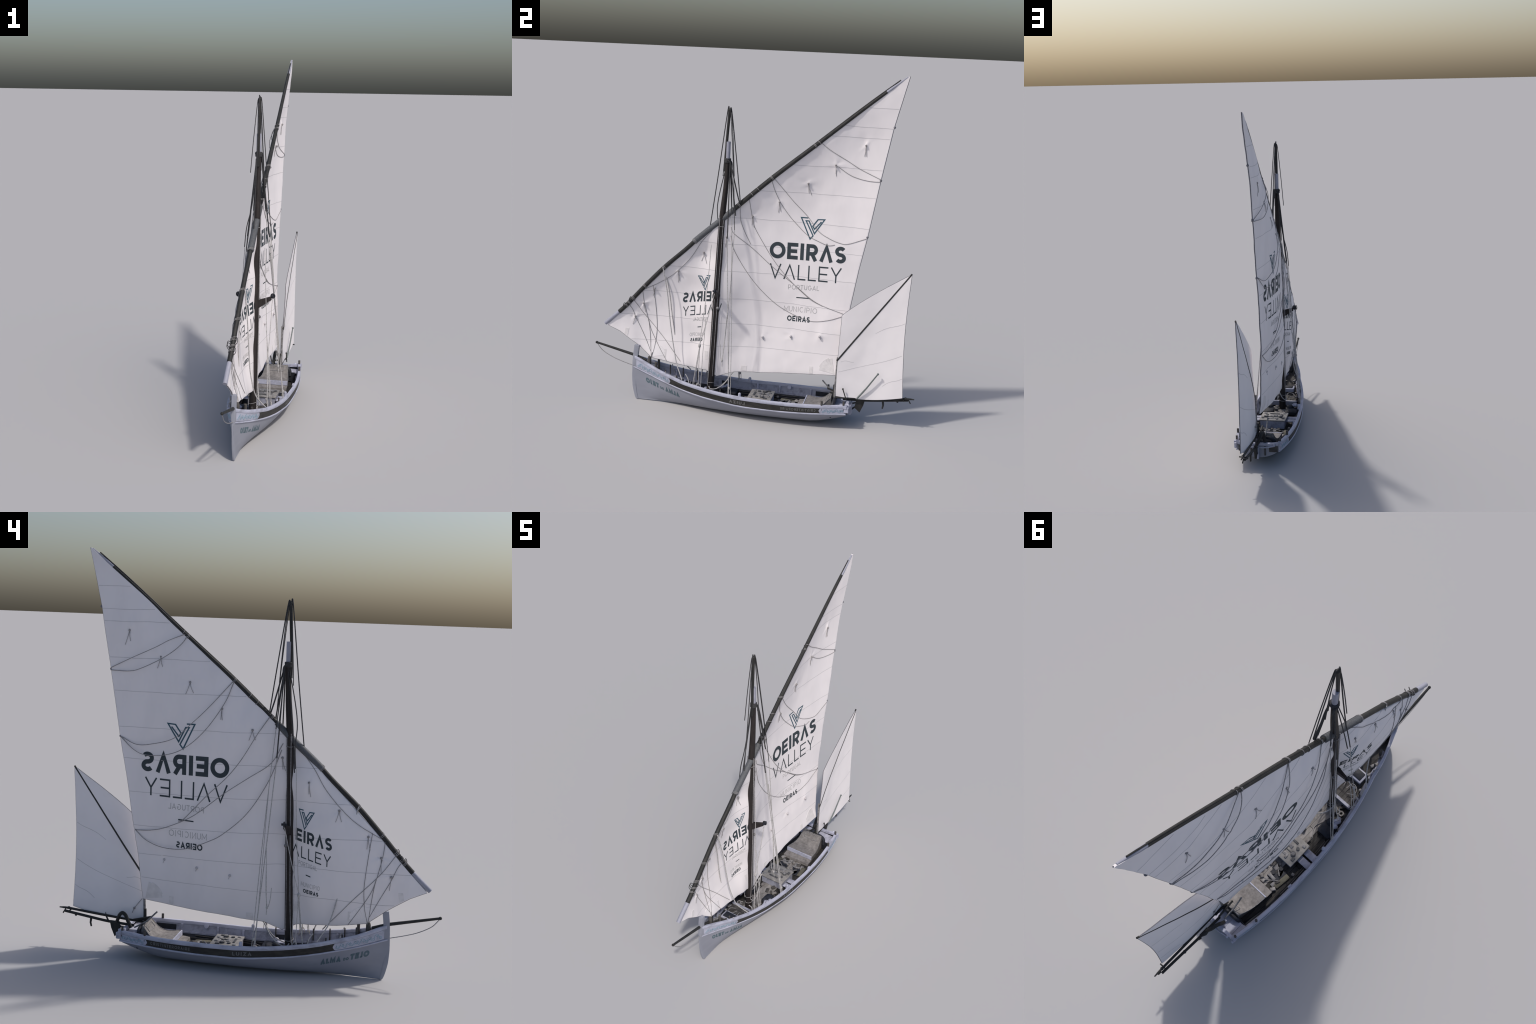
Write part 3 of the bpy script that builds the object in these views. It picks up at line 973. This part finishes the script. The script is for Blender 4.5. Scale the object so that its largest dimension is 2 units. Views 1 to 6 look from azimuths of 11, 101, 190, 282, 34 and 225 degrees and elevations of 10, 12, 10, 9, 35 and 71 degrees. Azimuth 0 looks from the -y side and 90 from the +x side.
def glyph(ch, w, k):
    """strokes (polyline, closed) inside a box of width w and height 1; k = stroke weight"""
    h = k / 2
    l, r, b, t = h, w - h, h, 1 - h
    m = .5
    if ch == "O": return [(arc(w / 2, .5, w / 2 - h, .5 - h, 0, 360, 32)[:-1], True)]
    if ch == "Q": return [(arc(w / 2, .5, w / 2 - h, .5 - h, 0, 360, 32)[:-1], True)]
    if ch == "E": return [([(w, t), (l, t), (l, b), (w, b)], False), ([(l, m), (w * .92, m)], False)]
    if ch == "F": return [([(w, t), (l, t), (l, 0)], False), ([(l, m), (w * .92, m)], False)]
    if ch == "I": return [([(w / 2, 0), (w / 2, 1)], False)]
    if ch == "L": return [([(l, 1), (l, b), (w, b)], False)]
    if ch == "T": return [([(w / 2, 0), (w / 2, 1)], False), ([(0, t), (w, t)], False)]
    if ch == "R": return [([(l, 0), (l, t), (w * .55, t)] + arc(w * .55, (t + .42) / 2, r - w * .55, (t - .42) / 2, 90, -90, 10)[1:] + [(l, .42)], False), ([(w * .5, .42), (w - h * 1.1, 0)], False)]
    if ch == "P": return [([(l, 0), (l, t), (w * .55, t)] + arc(w * .55, (t + .42) / 2, r - w * .55, (t - .42) / 2, 90, -90, 10)[1:] + [(l, .42)], False)]
    if ch == "^": return [([(h, 0), (w / 2, t), (w - h, 0)], False)]
    if ch == "A": return [([(h, 0), (w / 2, t), (w - h, 0)], False), ([(w * .24, .3), (w * .76, .3)], False)]
    if ch == "V": return [([(h, 1), (w / 2, b), (w - h, 1)], False)]
    if ch == "Y": return [([(h, 1), (w / 2, .45), (w - h, 1)], False), ([(w / 2, .47), (w / 2, 0)], False)]
    if ch == "N": return [([(l, 0), (l, 1 - h * .4), (r, h * .4), (r, 1)], False)]
    if ch == "M": return [([(l, 0), (l, 1 - h * .4), (w / 2, .25), (r, 1 - h * .4), (r, 0)], False)]
    if ch == "U": return [([(l, 1), (l, w / 2)] + arc(w / 2, w * .5, w / 2 - h, w * .5 - h, 180, 360, 12)[1:] + [(r, 1)], False)]
    if ch == "J": return [([(r, 1), (r, w * .45)] + arc(w / 2, w * .45, w / 2 - h, w * .45 - h, 0, -180, 12)[1:], False)]
    if ch == "C": return [(arc(w / 2, .5, w / 2 - h, .5 - h, 50, 310, 22), False)]
    if ch == "G": return [(arc(w / 2, .5, w / 2 - h, .5 - h, 50, 345, 22) + [(r, .48), (w * .55, .48)], False)]
    if ch == "S":
        up, lo = .5 * (t + m), .5 * (m + b)
        return [(arc(w / 2, up, w / 2 - h, t - up, 35, 270, 16) + arc(w / 2, lo, w / 2 - h, lo - b, 90, -145, 16)[1:], False)]
    if ch == "D": return [([(l, b), (l, t), (w * .45, t)] + arc(w * .45, .5, r - w * .45, .5 - h, 90, -90, 14)[1:-1] + [(w * .45, b)], True)]
    if ch == "Z": return [([(0, t), (r, t), (l, b), (w, b)], False)]
    if ch == "-": return [([(0, .5), (w, .5)], False)]
    return []

WIDTH = {"O": 1.0, "E": .68, "I": .30, "R": .74, "^": .86, "A": .86, "S": .70, "V": .84, "L": .58, "Y": .80, "P": .68, "T": .72, "U": .74, "G": .90, "M": .98, "N": .78, "C": .86, "J": .5, "D": .8, "Z": .7, "-": 1.0}

def ribbon(poly, closed, k, place, seg=.012, depth=True):
    """flat stroke of weight k following polyline poly, each point mapped by place(u, v, lift)"""
    P = [Vector((p[0], p[1])) for p in poly]
    n = len(P)
    offs = []
    for i in range(n):
        a = P[i - 1] if (i > 0 or closed) else None
        b = P[(i + 1) % n] if (i < n - 1 or closed) else None
        d1 = (P[i] - a).normalized() if a is not None else None
        d2 = (b - P[i]).normalized() if b is not None else None
        if d1 is None: d1 = d2
        if d2 is None: d2 = d1
        n1, n2 = Vector((-d1.y, d1.x)), Vector((-d2.y, d2.x))
        mm = (n1 + n2)
        mm = mm.normalized() if mm.length > 1e-6 else n1
        offs.append(mm * (k / 2) / max(.45, mm.dot(n1)))
    rows = []
    last = n if closed else n - 1
    for i in range(last):
        j = (i + 1) % n
        steps = max(1, int(math.ceil((P[j] - P[i]).length / seg)))
        for q in range(steps):
            t = q / steps
            rows.append((P[i].lerp(P[j], t), offs[i].lerp(offs[j], t)))
    if not closed:
        rows.append((P[-1], offs[-1]))
    v, f = [], []
    for c, o in rows:
        for d, lift in ((o, 1), (-o, 1), (-o, 0), (o, 0)):
            v.append(place(c.x + d.x, c.y + d.y, lift))
    m = len(rows)
    for i in range(m if closed else m - 1):
        j = (i + 1) % m
        for q in range(4):
            f.append((i * 4 + q, i * 4 + (q + 1) % 4, j * 4 + (q + 1) % 4, j * 4 + q))
    if not closed:
        f += [(0, 1, 2, 3), (m * 4 - 4, m * 4 - 3, m * 4 - 2, m * 4 - 1)]
    return v, f

def write(word, surf, start, end, height, k, mat, parent, gap=.12, widths=None, name="letter", shear=(0, 1), skip_port=0):
    """letters of height `height` from start (y,z of the baseline) to end; surf(y,z,side,lift)"""
    ws = [(widths or WIDTH)[c] for c in word]
    total = sum(ws) + gap * (len(word) - 1)
    S, E_ = Vector(start), Vector(end)
    U = (E_ - S) / total
    V = Vector((shear[0] * height, shear[1] * height))
    for side in (1, -1):
        x = 0
        for q, (c, w) in enumerate(zip(word, ws)):
            g = Geo()
            if side < 0 and q < skip_port:
                x += w + gap
                continue
            for poly, closed in glyph(c, w, k):
                pl = [(p[0], p[1]) for p in poly]
                def place(u, vv, lift, x=x):
                    q = S + U * (x + u) + V * vv
                    return surf(q.x, q.y, side, lift)
                # widths are in glyph units, so keep the sub-segments short
                g.put(*ribbon(pl, closed, k, place, .12))
            if g.v:
                g.make(name, mat, parent, 30)
            x += w + gap

on_cloth = lambda y, z, side, lift: on_sail(y, z, side, .0007 if lift else -.0006)

# main emblem
write("OEIR^S", on_cloth, (.074, .931), (.519, .937), .097, .225, M_INK, sail, .11)
write("V^LLEY", on_cloth, (.078, .810), (.500, .820), .089, .092, M_INK, sail, .17)
write("PORTUGAL", on_cloth, (.192, .754), (.374, .763), .028, .10, M_INK_PALE, sail, .22)
write("-", on_cloth, (.243, .703), (.322, .706), .012, .5, M_INK, sail)
write("MUNICIPIO", on_cloth, (.173, .622), (.370, .627), .031, .085, M_INK_PALE, sail, .20)
write("OEIRAS", on_cloth, (.195, .566), (.332, .570), .032, .22, M_INK, sail, .14)
# forward emblem, read from the other side
write("OEIR^S", on_cloth, (-.199, .662), (-.434, .617), .060, .215, M_INK, sail, .12, skip_port=1)
write("V^LLEY", on_cloth, (-.187, .588), (-.432, .535), .057, .10, M_INK, sail, .2, skip_port=1)
write("PORTUGAL", on_cloth, (-.272, .532), (-.366, .513), .021, .12, M_INK_PALE, sail, .22)
write("-", on_cloth, (-.312, .481), (-.336, .475), .010, .5, M_INK, sail)
write("MUNICIPIO", on_cloth, (-.290, .431), (-.384, .417), .021, .10, M_INK_PALE, sail, .20)
write("OEIRAS", on_cloth, (-.302, .399), (-.378, .386), .020, .24, M_INK, sail, .14)

def emblem(corners_map, k, name="letter"):
    """double-lined V mark: left arm strip, right arm strip"""
    strokes = [
        ([(.30, .97), (.02, .97), (.415, .03), (.53, .19), (.215, .84), (.335, .84), (.58, .29), (.97, .95), (.70, .93), (.50, .62), (.575, .49), (.84, .84)], False),
        ([(.40, .24), (.15, .85)], False),
    ][:1]
    for side in (1, -1):
        g = Geo()
        for poly, closed in strokes:
            g.put(*ribbon(poly, closed, k, lambda u, vv, lift: on_cloth(*corners_map(u, vv), side, lift), .1))
        g.make("emblem", M_EMBLEM, sail, 30)

emblem(lambda u, w: (lerp(.246, .388, u) , lerp(1.056, 1.185, w)), .050)
emblem(lambda u, w: (lerp(-.264, -.342, u), lerp(.712, .806, w) - .010 * u), .055)

# ---- seams of the cloths
g = Geo()
def sail_span(z, lo=-.9, hi=.82):
    ys = []
    n = 700
    inside = lambda y: yard_z(y) - .012 > z and z > foot_z(y)
    def leech(z):
        L = [(p.z, p.y) for p in low[12 * ST:]]
        for (za, ya), (zb, yb) in zip(L[:-1], L[1:]):
            if za <= z <= zb:
                return lerp(ya, yb, (z - za) / (zb - za))
        return .505
    a = lo
    while a < hi and not inside(a):
        a += .002
    return a, leech(z)
for zc, dz in ((1.822, .0), (1.716, -.006), (1.656, -.004), (1.482, .0), (1.325, -.006), (1.156, -.014), (1.002, -.014), (.842, -.02), (.680, -.03), (.526, -.012), (.372, .04)):
    a, b = sail_span(zc)
    for side in (1, -1):
        ph = random.random() * 6
        poly = []
        for i in range(61):
            t = i / 60
            y = lerp(a + .004, b - .004, t)
            z = zc + dz * t * .6 + .0035 * noise.noise(Vector((y * 9, ph, zc)))
            poly.append((y, z))
        g.put(*ribbon(poly, False, .0020, lambda y, z, lift: on_sail(y, z, side, .0005 if lift else -.0006), .02))
g.make("seam", M_SEAM, sail)

# ---- ropes lying on the cloth (brails and reef lines); each side its own run
def line_on(pts, side, r=.0014, off=.0016, mat=M_ROPE_M, name="brail", steps=8):
    P = spline([(0, y, z) for y, z in pts], steps)
    g = Geo()
    m = len(P) - 1
    g.tube([on_sail(p.y, p.z, side, .0014 + (off - .0014) * math.sin(math.pi * i / m)) for i, p in enumerate(P)], r, 6)
    return g.make(name, mat, sail)

STB = [
    [(.338, 1.622), (.405, 1.573), (.501, 1.519), (.574, 1.478), (.690, 1.430)],
    [(.430, 1.496), (.505, 1.448), (.563, 1.427), (.628, 1.417), (.690, 1.418)],
    [(.083, 1.407), (.146, 1.335), (.198, 1.275), (.287, 1.187), (.352, 1.110), (.415, 1.074), (.478, 1.053), (.528, 1.053), (.628, 1.092)],
    [(.073, 1.406), (.092, 1.336), (.123, 1.267), (.173, 1.194), (.228, 1.136), (.292, 1.080), (.356, 1.051), (.413, 1.033), (.45, 1.04)],
    [(-.102, 1.230), (-.098, 1.145), (-.075, 1.080), (-.038, 1.005)],
    [(-.050, 1.275), (-.031, 1.150), (-.010, 1.090), (.042, 1.005), (.085, .940), (.140, .870), (.203, .805), (.318, .712), (.40, .675)],
    [(-.150, 1.100), (-.135, 1.065), (-.030, .984), (.099, .876), (.238, .776), (.365, .691), (.545, .638)],
    [(-.150, 1.050), (-.131, .970), (-.070, .862), (.014, .755), (.120, .662), (.224, .609), (.338, .580), (.448, .600), (.545, .640)],
]
PORT = [
    [(.322, 1.605), (.393, 1.574), (.456, 1.538), (.570, 1.485), (.688, 1.430)],
    [(.312, 1.595), (.330, 1.562), (.367, 1.524), (.429, 1.482), (.518, 1.438), (.582, 1.420), (.688, 1.419)],
    [(.073, 1.400), (.173, 1.278), (.251, 1.196), (.347, 1.111), (.461, 1.075), (.545, 1.067), (.630, 1.100)],
    [(.077, 1.384), (.109, 1.290), (.186, 1.168), (.280, 1.076), (.378, 1.030), (.494, 1.019), (.561, 1.042), (.628, 1.096)],
    [(-.106, 1.235), (-.055, 1.151), (.013, 1.030), (.082, .938), (.176, .844), (.288, .722), (.320, .703)],
    [(-.174, 1.112), (-.123, 1.015), (-.015, .937), (.095, .858), (.239, .742), (.369, .675), (.453, .648), (.547, .637)],
    [(-.169, 1.080), (-.111, .920), (-.021, .770), (.089, .665), (.169, .618), (.284, .571), (.400, .565), (.485, .591), (.547, .637)],
]
for p in STB:
    line_on(p, 1)
for p in PORT:
    line_on(p, -1, .0018, .020)
FORE = [
    [(-.615, .715), (-.602, .589), (-.593, .489), (-.591, .429), (-.598, .344), (-.614, .268)],
    [(-.676, .674), (-.670, .609), (-.655, .534), (-.640, .468), (-.629, .393), (-.621, .317), (-.616, .275)],
    [(-.734, .620), (-.713, .590), (-.679, .541), (-.638, .493), (-.588, .439), (-.533, .378), (-.483, .318), (-.435, .262)],
    [(-.764, .590), (-.740, .555), (-.715, .495), (-.667, .401), (-.622, .307)],
    [(-.649, .509), (-.627, .437), (-.587, .363), (-.520, .255)],
    [(-.261, 1.075), (-.327, .998), (-.394, .894), (-.492, .792), (-.571, .736), (-.657, .690)],
]
for p in FORE:
    for side in (1, -1):
        line_on([(y + side * .004, z) for y, z in p], side, .0014)
# thick sheet hanging from the fore yard to the deck
for s in (-1, 1):
    g = Geo()
    g.tube(spline([(s * .013, -.547, .835), (s * .017, -.530, .760), (s * .021, -.511, .666), (s * .026, -.492, .520), (s * .031, -.470, .390), (s * .050, -.440, .270), (s * .076, -.410, .215), (s * .098, -.390, .185)], 8), .0030, 7)
    g.make("sheet", M_ROPE, boat)

# ---- reef knots with hanging ends
rk = KNOTS[:11]
for i, (y, z) in enumerate(rk):
    for s in (1, -1):
        g = Geo()
        p = on_sail(y, z, s, .003)
        g.ball(p, .0060, 8)
        for q in range(2 if i < 9 else 1):
            dy = random.uniform(-.014, .014) + (.006 if q else -.006)
            ln = random.uniform(.045, .070)
            g.tube(spline([p, on_sail(y + dy * .4, z - ln * .5, s, .003), on_sail(y + dy, z - ln, s, .002)], 4), .0011, 5)
        g.make("reef_knot", M_ROPE_M, sail)
for y, z in ((.056, .455), (.224, .477), (.396, .499)):
    for s in (1, -1):
        g = Geo()
        g.ball(on_sail(y, z, s, .003), .0075, 8)
        g.tube([on_sail(y, z, s, .003), on_sail(y + .006, z - .018, s, .002)], .0016, 5)
        g.make("reef_knot", M_SEAM, sail)

# ---- sewn patches: fan at the clew and the tack, small squares along the foot
def fan(cy, cz, r, a0, a1, blades, mat, name):
    for side in (1, -1):
        for q in range(blades):
            b0, b1 = lerp(a0, a1, q / blades), lerp(a0, a1, (q + .985) / blades)
            v, f = [], []
            for lift in (.0012, -.0004):
                for rr in range(7):
                    for aa in range(4):
                        a = math.radians(lerp(b0, b1, aa / 3))
                        rad = r * (rr / 6) * (1 - .06 * (1 if q in (0, blades - 1) else 0))
                        y, z = cy + rad * math.cos(a), cz + rad * math.sin(a)
                        v.append(on_sail(y, z, side, lift))
            o = 28
            for rr in range(6):
                for aa in range(3):
                    a = rr * 4 + aa
                    f.append((a, a + 1, a + 5, a + 4))
                    f.append((o + a, o + a + 1, o + a + 5, o + a + 4))
            for rr in range(6):
                for e in (0, 3):
                    a = rr * 4 + e
                    f.append((a, a + 4, o + a + 4, o + a))
            for aa in range(3):
                a = 24 + aa
                f.append((a, a + 1, o + a + 1, o + a))
            add(name, v, f, mat, sail)
fan(.497, .287, .098, 103, 172, 6, M_PATCH, "clew_patch")
fan(-.604, .277, .080, 8, 130, 8, M_MIZZEN, "tack_patch")
for (y, z, w, h, tilt) in ((.357, .294, .023, .040, .0), (-.770, .412, .022, .050, .15), (-.045, .258, .034, .030, .1), (-.53, .30, .014, .05, 0), (-.27, .32, .02, .05, -.1)):
    for side in (1, -1):
        v, f = [], []
        for lift in (.0010, -.0004):
            for i in range(4):
                for j in range(4):
                    yy, zz = y + (i / 3 - .5) * w + tilt * (j / 3 - .5) * h, z + (j / 3 - .5) * h
                    v.append(on_sail(yy, max(zz, foot_z(yy) + .004), side, lift))
        for i in range(3):
            for j in range(3):
                a = i * 4 + j
                f += [(a, a + 1, a + 5, a + 4), (16 + a, 17 + a, 21 + a, 20 + a)]
        for i in range(3):
            for a, b in ((i * 4, i * 4 + 4), (i * 4 + 3, i * 4 + 7), (i, i + 1), (12 + i, 13 + i)):
                f.append((a, b, b + 16, a + 16))
        add("square_patch", v, f, M_PATCH, sail)

# ------------------------------------------------------------------ mizzen sail
mz_top = curve1([(0, .645), (.25, .705), (.5, .765), (.75, .845), (1, .922)])
def mizzen(u, w):
    """u from luff (0) to leech (1), w from foot (0) to head (1)"""
    luff = Vector((lerp(.024, .032, w), .515 + .012 * smooth(w) * w - .002, lerp(.163, .650, w)))
    leech = Vector((lerp(.034, .040, w), .897 - .014 * math.sin(math.pi * min(1, w * 1.02)) + .001 * w, lerp(.196, .922, w)))
    p = luff.lerp(leech, u)
    p.z -= .020 * math.sin(math.pi * u) * (1 - w) * .9
    p.z += .013 * math.sin(math.pi * u ** .75) * w ** 3
    p.x += -.011 * math.sin(math.pi * u) * math.sin(math.pi * (.1 + .9 * w)) + .010 * smooth(w) * (1 - u) * .6
    p.x += .0018 * noise.noise(Vector((u * 5, w * 6, 3.3)))
    return p
NU, NW = 50, 70
v, f = [], []
for s in (1, -1):
    for i in range(NU + 1):
        for j in range(NW + 1):
            p = mizzen(i / NU, j / NW)
            v.append((p.x + s * .0026, p.y, p.z))
hn = (NU + 1) * (NW + 1)
ix = lambda s, i, j: s * hn + i * (NW + 1) + j
for s in (0, 1):
    for i in range(NU):
        for j in range(NW):
            f.append((ix(s, i, j), ix(s, i + 1, j), ix(s, i + 1, j + 1), ix(s, i, j + 1)))
for i in range(NU):
    for j in (0, NW):
        f.append((ix(0, i, j), ix(0, i + 1, j), ix(1, i + 1, j), ix(1, i, j)))
for j in range(NW):
    for i in (0, NU):
        f.append((ix(0, i, j), ix(0, i, j + 1), ix(1, i, j + 1), ix(1, i, j)))
mz = add("mizzen_sail", v, f, M_MIZZEN, boat, True, 60)
g = Geo()
loop = [mizzen(0, j / 30) for j in range(31)] + [mizzen(i / 20, 1) for i in range(1, 21)] + [mizzen(1, 1 - j / 30) for j in range(1, 31)] + [mizzen(1 - i / 20, 0) for i in range(1, 21)]
g.tube(loop, .0024, 6)
g.make("bolt_rope", M_EDGE, mz)
a, b = Vector((.0245, .510, .378)), Vector((.041, .899, .925))
sp = []
for i in range(25):
    t = i / 24
    p = a.lerp(b, t)
    # keep the sprit on the cloth
    w = (p.z - .18) / .7
    u = (p.y - .515) / .38
    sp.append((lerp(p.x, mizzen(min(1, max(0, u)), min(1, max(0, (p.z - lerp(.163, .196, u)) / (lerp(.65, .922, u) - lerp(.163, .196, u))))).x, .97), p.y, p.z))
g = Geo()
g.tube(sp, [.0058, .0048], 8)
g.make("sprit", M_SPAR, mz)
g = Geo()
for w0, w1, u0, u1 in ((.30, .36, .02, .98), (.62, .62, .55, .99), (.12, .17, .70, .99), (.42, .40, .05, .25)):
    for s in (1, -1):
        poly = [(lerp(u0, u1, i / 24), lerp(w0, w1, i / 24) + .010 * math.sin(i * .21)) for i in range(25)]
        def place(u, w, lift):
            p = mizzen(u, w)
            return Vector((p.x + s * (.0026 + (.0004 if lift else -.0008)), p.y, p.z))
        g.put(*ribbon(poly, False, .0032, place, .05))
g.make("seam", M_SEAM, mz)
g = Geo()
p1, p2, p3 = Vector((.017, .522, .275)), Vector((.017, .562, .222)), Vector((.017, .573, .196))
g.tube([p1, p2, p3], .0017, 6)
g.ball(p2, .0062)
g.make("mizzen_lashing", M_ROPE_M, mz)

# ------------------------------------------------------------------ standing and running rigging
def rope(name, pts, r, mat, steps=6):
    g = Geo()
    g.tube(spline(pts, steps), r, 6)
    return g.make(name, mat, boat)

rope("topmast_stay", [(0, -.184, 1.773), (0, -.193, 1.758), (-.001, -.235, 1.40), (-.002, -.273, 1.100)], .0029, M_ROPE_D)
rope("topmast_stay", [(.001, -.179, 1.774), (.003, -.168, 1.758), (.012, -.130, 1.50), (.020, -.096, 1.252)], .0028, M_ROPE_D)
rope("topmast_stay", [(.000, -.178, 1.772), (.001, -.170, 1.752), (.004, -.153, 1.58), (.005, -.141, 1.395)], .0024, M_ROPE_D)
rope("topmast_stay", [(-.004, -.184, 1.771), (-.010, -.188, 1.745), (-.024, -.203, 1.57), (-.036, -.216, 1.388)], .0022, M_ROPE_D)
rope("topmast_stay", [(.004, -.179, 1.772), (.011, -.172, 1.745), (.033, -.139, 1.422), (.057, -.116, 1.097)], .0023, M_ROPE_D)
rope("running_backstay", [(.057, -.116, 1.097), (.085, -.122, .75), (.120, -.146, .335)], .0019, M_ROPE)
rope("stay", [(.012, -.163, 1.478), (.016, -.148, 1.42), (.015, -.120, 1.31), (.014, -.101, 1.245)], .0036, M_ROPE_D)
rope("stay", [(.013, -.163, 1.468), (.021, -.146, 1.36), (.035, -.117, 1.175)], .0032, M_ROPE_D)
rope("stay", [(-.012, -.190, 1.46), (-.014, -.225, 1.30), (-.024, -.240, 1.20), (-.048, -.238, 1.10), (-.056, -.246, 1.00)], .0026, M_ROPE_D)
rope("stay", [(-.012, -.186, 1.45), (-.022, -.205, 1.30), (-.034, -.228, 1.12), (-.048, -.240, .98)], .0026, M_ROPE_D)
for s in (-1, 1):
    rope("shroud", [(s * .013, -.166, 1.475), (s * .038, -.160, 1.24), (s * .060, -.155, 1.045)], .0032, M_ROPE_D)
    rope("shroud", [(s * .060, -.155, 1.045), (s * .098, -.128, .62), (s * .143, -.094, .132)], .0024, M_ROPE)
    rope("shroud", [(s * .012, -.166, 1.470), (s * .033, -.140, 1.18)], .0024, M_ROPE_D)
    rope("shroud", [(s * .033, -.140, 1.18), (s * .088, -.108, .65), (s * .143, -.084, .132)], .0018, M_ROPE)
    rope("shroud", [(s * .060, -.125, .95), (s * .100, -.115, .60), (s * .140, -.100, .134)], .0017, M_ROPE)
    rope("stay", [(s * .054, -.249, 1.00), (s * .066, -.262, .75), (s * .086, -.292, .401)], .0017, M_ROPE)
    rope("stay", [(s * .092, -.209, .732), (s * .090, -.250, .56), (s * .086, -.292, .405)], .0018, M_ROPE)
    rope("tackle", [(s * .084, -.292, .398), (s * .092, -.310, .26), (s * .100, -.325, .150)], .0021, M_ROPE)
    rope("tackle", [(s * .088, -.290, .398), (s * .098, -.290, .26), (s * .106, -.287, .145)], .0021, M_ROPE)
    rope("tackle", [(s * .086, -.288, .395), (s * .088, -.300, .30), (s * .090, -.318, .165)], .0017, M_ROPE)
    rope("tackle", [(s * .072, -.262, .56), (s * .092, -.270, .35), (s * .110, -.272, .142)], .0017, M_ROPE)
    rope("hanging_tackle", [(s * .108, -.163, .430), (s * .112, -.160, .375), (s * .118, -.149, .339), (s * .116, -.138, .42), (s * .100, -.132, .56)], .0018, M_ROPE)
    rope("hanging_tackle", [(s * .119, -.147, .345), (s * .1205, -.145, .300)], .0020, M_ROPE)
    rope("hanging_tackle", [(s * .100, -.130, .62), (s * .112, -.138, .46), (s * .120, -.144, .340)], .0016, M_ROPE)
    for c, r in (((s * .086, -.292, .401), .0085), ((s * .119, -.147, .336), .006), ((s * .1415, -.094, .180), .006), ((s * .108, -.323, .160), .005)):
        g = Geo()
        g.ball(c, r, 10, 1.5)
        g.make("rope_block", M_ROPE, boat)
    rope("mooring_line", [(s * .02, -.245, .135), (s * .028, -.232, .122), (s * .026, -.195, .128), (s * .014, -.152, .160), (s * -.002, -.112, .222), (s * -.006, -.105, .230)], .0030, M_ROPE)
    rope("loose_line", [(s * .100, -.345, .160), (s * .100, -.352, .195), (s * .096, -.370, .222)], .0030, M_ROPE)
    rope("loose_line", [(s * .114, -.300, .150), (s * .112, -.292, .178), (s * .106, -.280, .172), (s * .102, -.268, .140)], .0026, M_ROPE)
    rope("loose_line", [(s * .060, -.480, .165), (s * .074, -.500, .215)], .0026, M_ROPE)
rope("bow_line", [(0, -.622, .262), (0, -.612, .275), (-.004, -.606, .30)], .0030, M_ROPE_M)

# ------------------------------------------------------------------ marks on the hull
def on_hull(y, z, side, lift, proud):
    return Vector((side * (hull_x(y, z) + (proud if lift else proud - .0015)), y, z))

skin = lambda y, z, side, lift: on_hull(y, z, side, lift, .0009)
ALM = {**WIDTH, " ": .45}
def hull_word(word, a, b, height, k, gap):
    write(word, skin, a, b, height, k, M_TEAL, hull, gap, ALM, "hull_letter", (-.12, 1))
hull_word("ALMA", (-.408, .062), (-.503, .083), .029, .32, .12)
hull_word("DO", (-.515, .088), (-.540, .094), .016, .28, .14)
hull_word("TEJO", (-.546, .094), (-.634, .117), .032, .32, .14)

band = lambda y, z, side, lift: on_hull(y, z, side, lift, .0018)
def band_z(y, t):
    return lerp(rub_z(y), rail_z(y), t)
write("CRISTINTERORAIRE", lambda y, z, s, l: band(y, z + band_z(y, .34), s, l), (.418, 0), (.215, 0), .015, .20, M_BANDMARK, hull, .25, None, "band_letter")
write("LUIZA", lambda y, z, s, l: band(y, z + band_z(y, .30), s, l), (.006, 0), (-.088, 0), .018, .22, M_BANDMARK, hull, .25, None, "band_letter")

def scrolls(y0, y1, count, name):
    g = Geo()
    for side in (1, -1):
        rnd = random.Random(5)
        for q in range(count):
            t = (q + .5) / count
            yc = lerp(y0, y1, t)
            tz = .52 + .12 * (1 if q % 2 else -1)
            step = abs(y1 - y0) / count
            hgt = (rail_z(yc) - rub_z(yc))
            r = min(step * .52, hgt * .25) * rnd.uniform(.8, 1.1)
            a0 = rnd.uniform(0, 360)
            flip = 1 if q % 2 else -1
            poly = []
            for i in range(17):
                a = math.radians(a0 + flip * 21 * i)
                rr = r * (1 - .04 * i)
                poly.append((yc + rr * math.cos(a), band_z(yc, tz) + rr * math.sin(a) + 0 * side))
            pl = lambda y, z, lift: on_hull(y, z, side, lift, .0032)
            g.put(*ribbon(poly, False, .0027, pl, .004))
            tail = [(poly[0][0], poly[0][1]), (yc + step * .45, band_z(yc + step * .45, .75 - .4 * (q % 2))), (yc + step * .7, band_z(yc + step * .7, .35 + .3 * (q % 2)))]
            g.put(*ribbon(tail, False, .0022, pl, .004))
    ob = g.make(name, M_SCROLL, hull)
    ob["kind"] = "stuff"
scrolls(-.690, -.482, 13, "scroll_ornament")
scrolls(.455, .572, 8, "scroll_ornament")

# ---- the port bow is a little fuller than the starboard one
def bulge(y):
    return .012 * math.sin(math.pi * max(0.0, min(1.0, (y + .722) / .26)))
hull_parts = [o for o in bpy.data.objects if o.type == 'MESH' and (o is hull or o.parent is hull or o.name.split(".")[0] in ("rail_cap", "rubbing_strake"))]
for o in hull_parts:
    for vert in o.data.vertices:
        c = vert.co
        if c.x < -.003 and c.y < -.46:
            c.x -= bulge(c.y) * smooth(c.z / .12) * smooth(-c.x / .02)
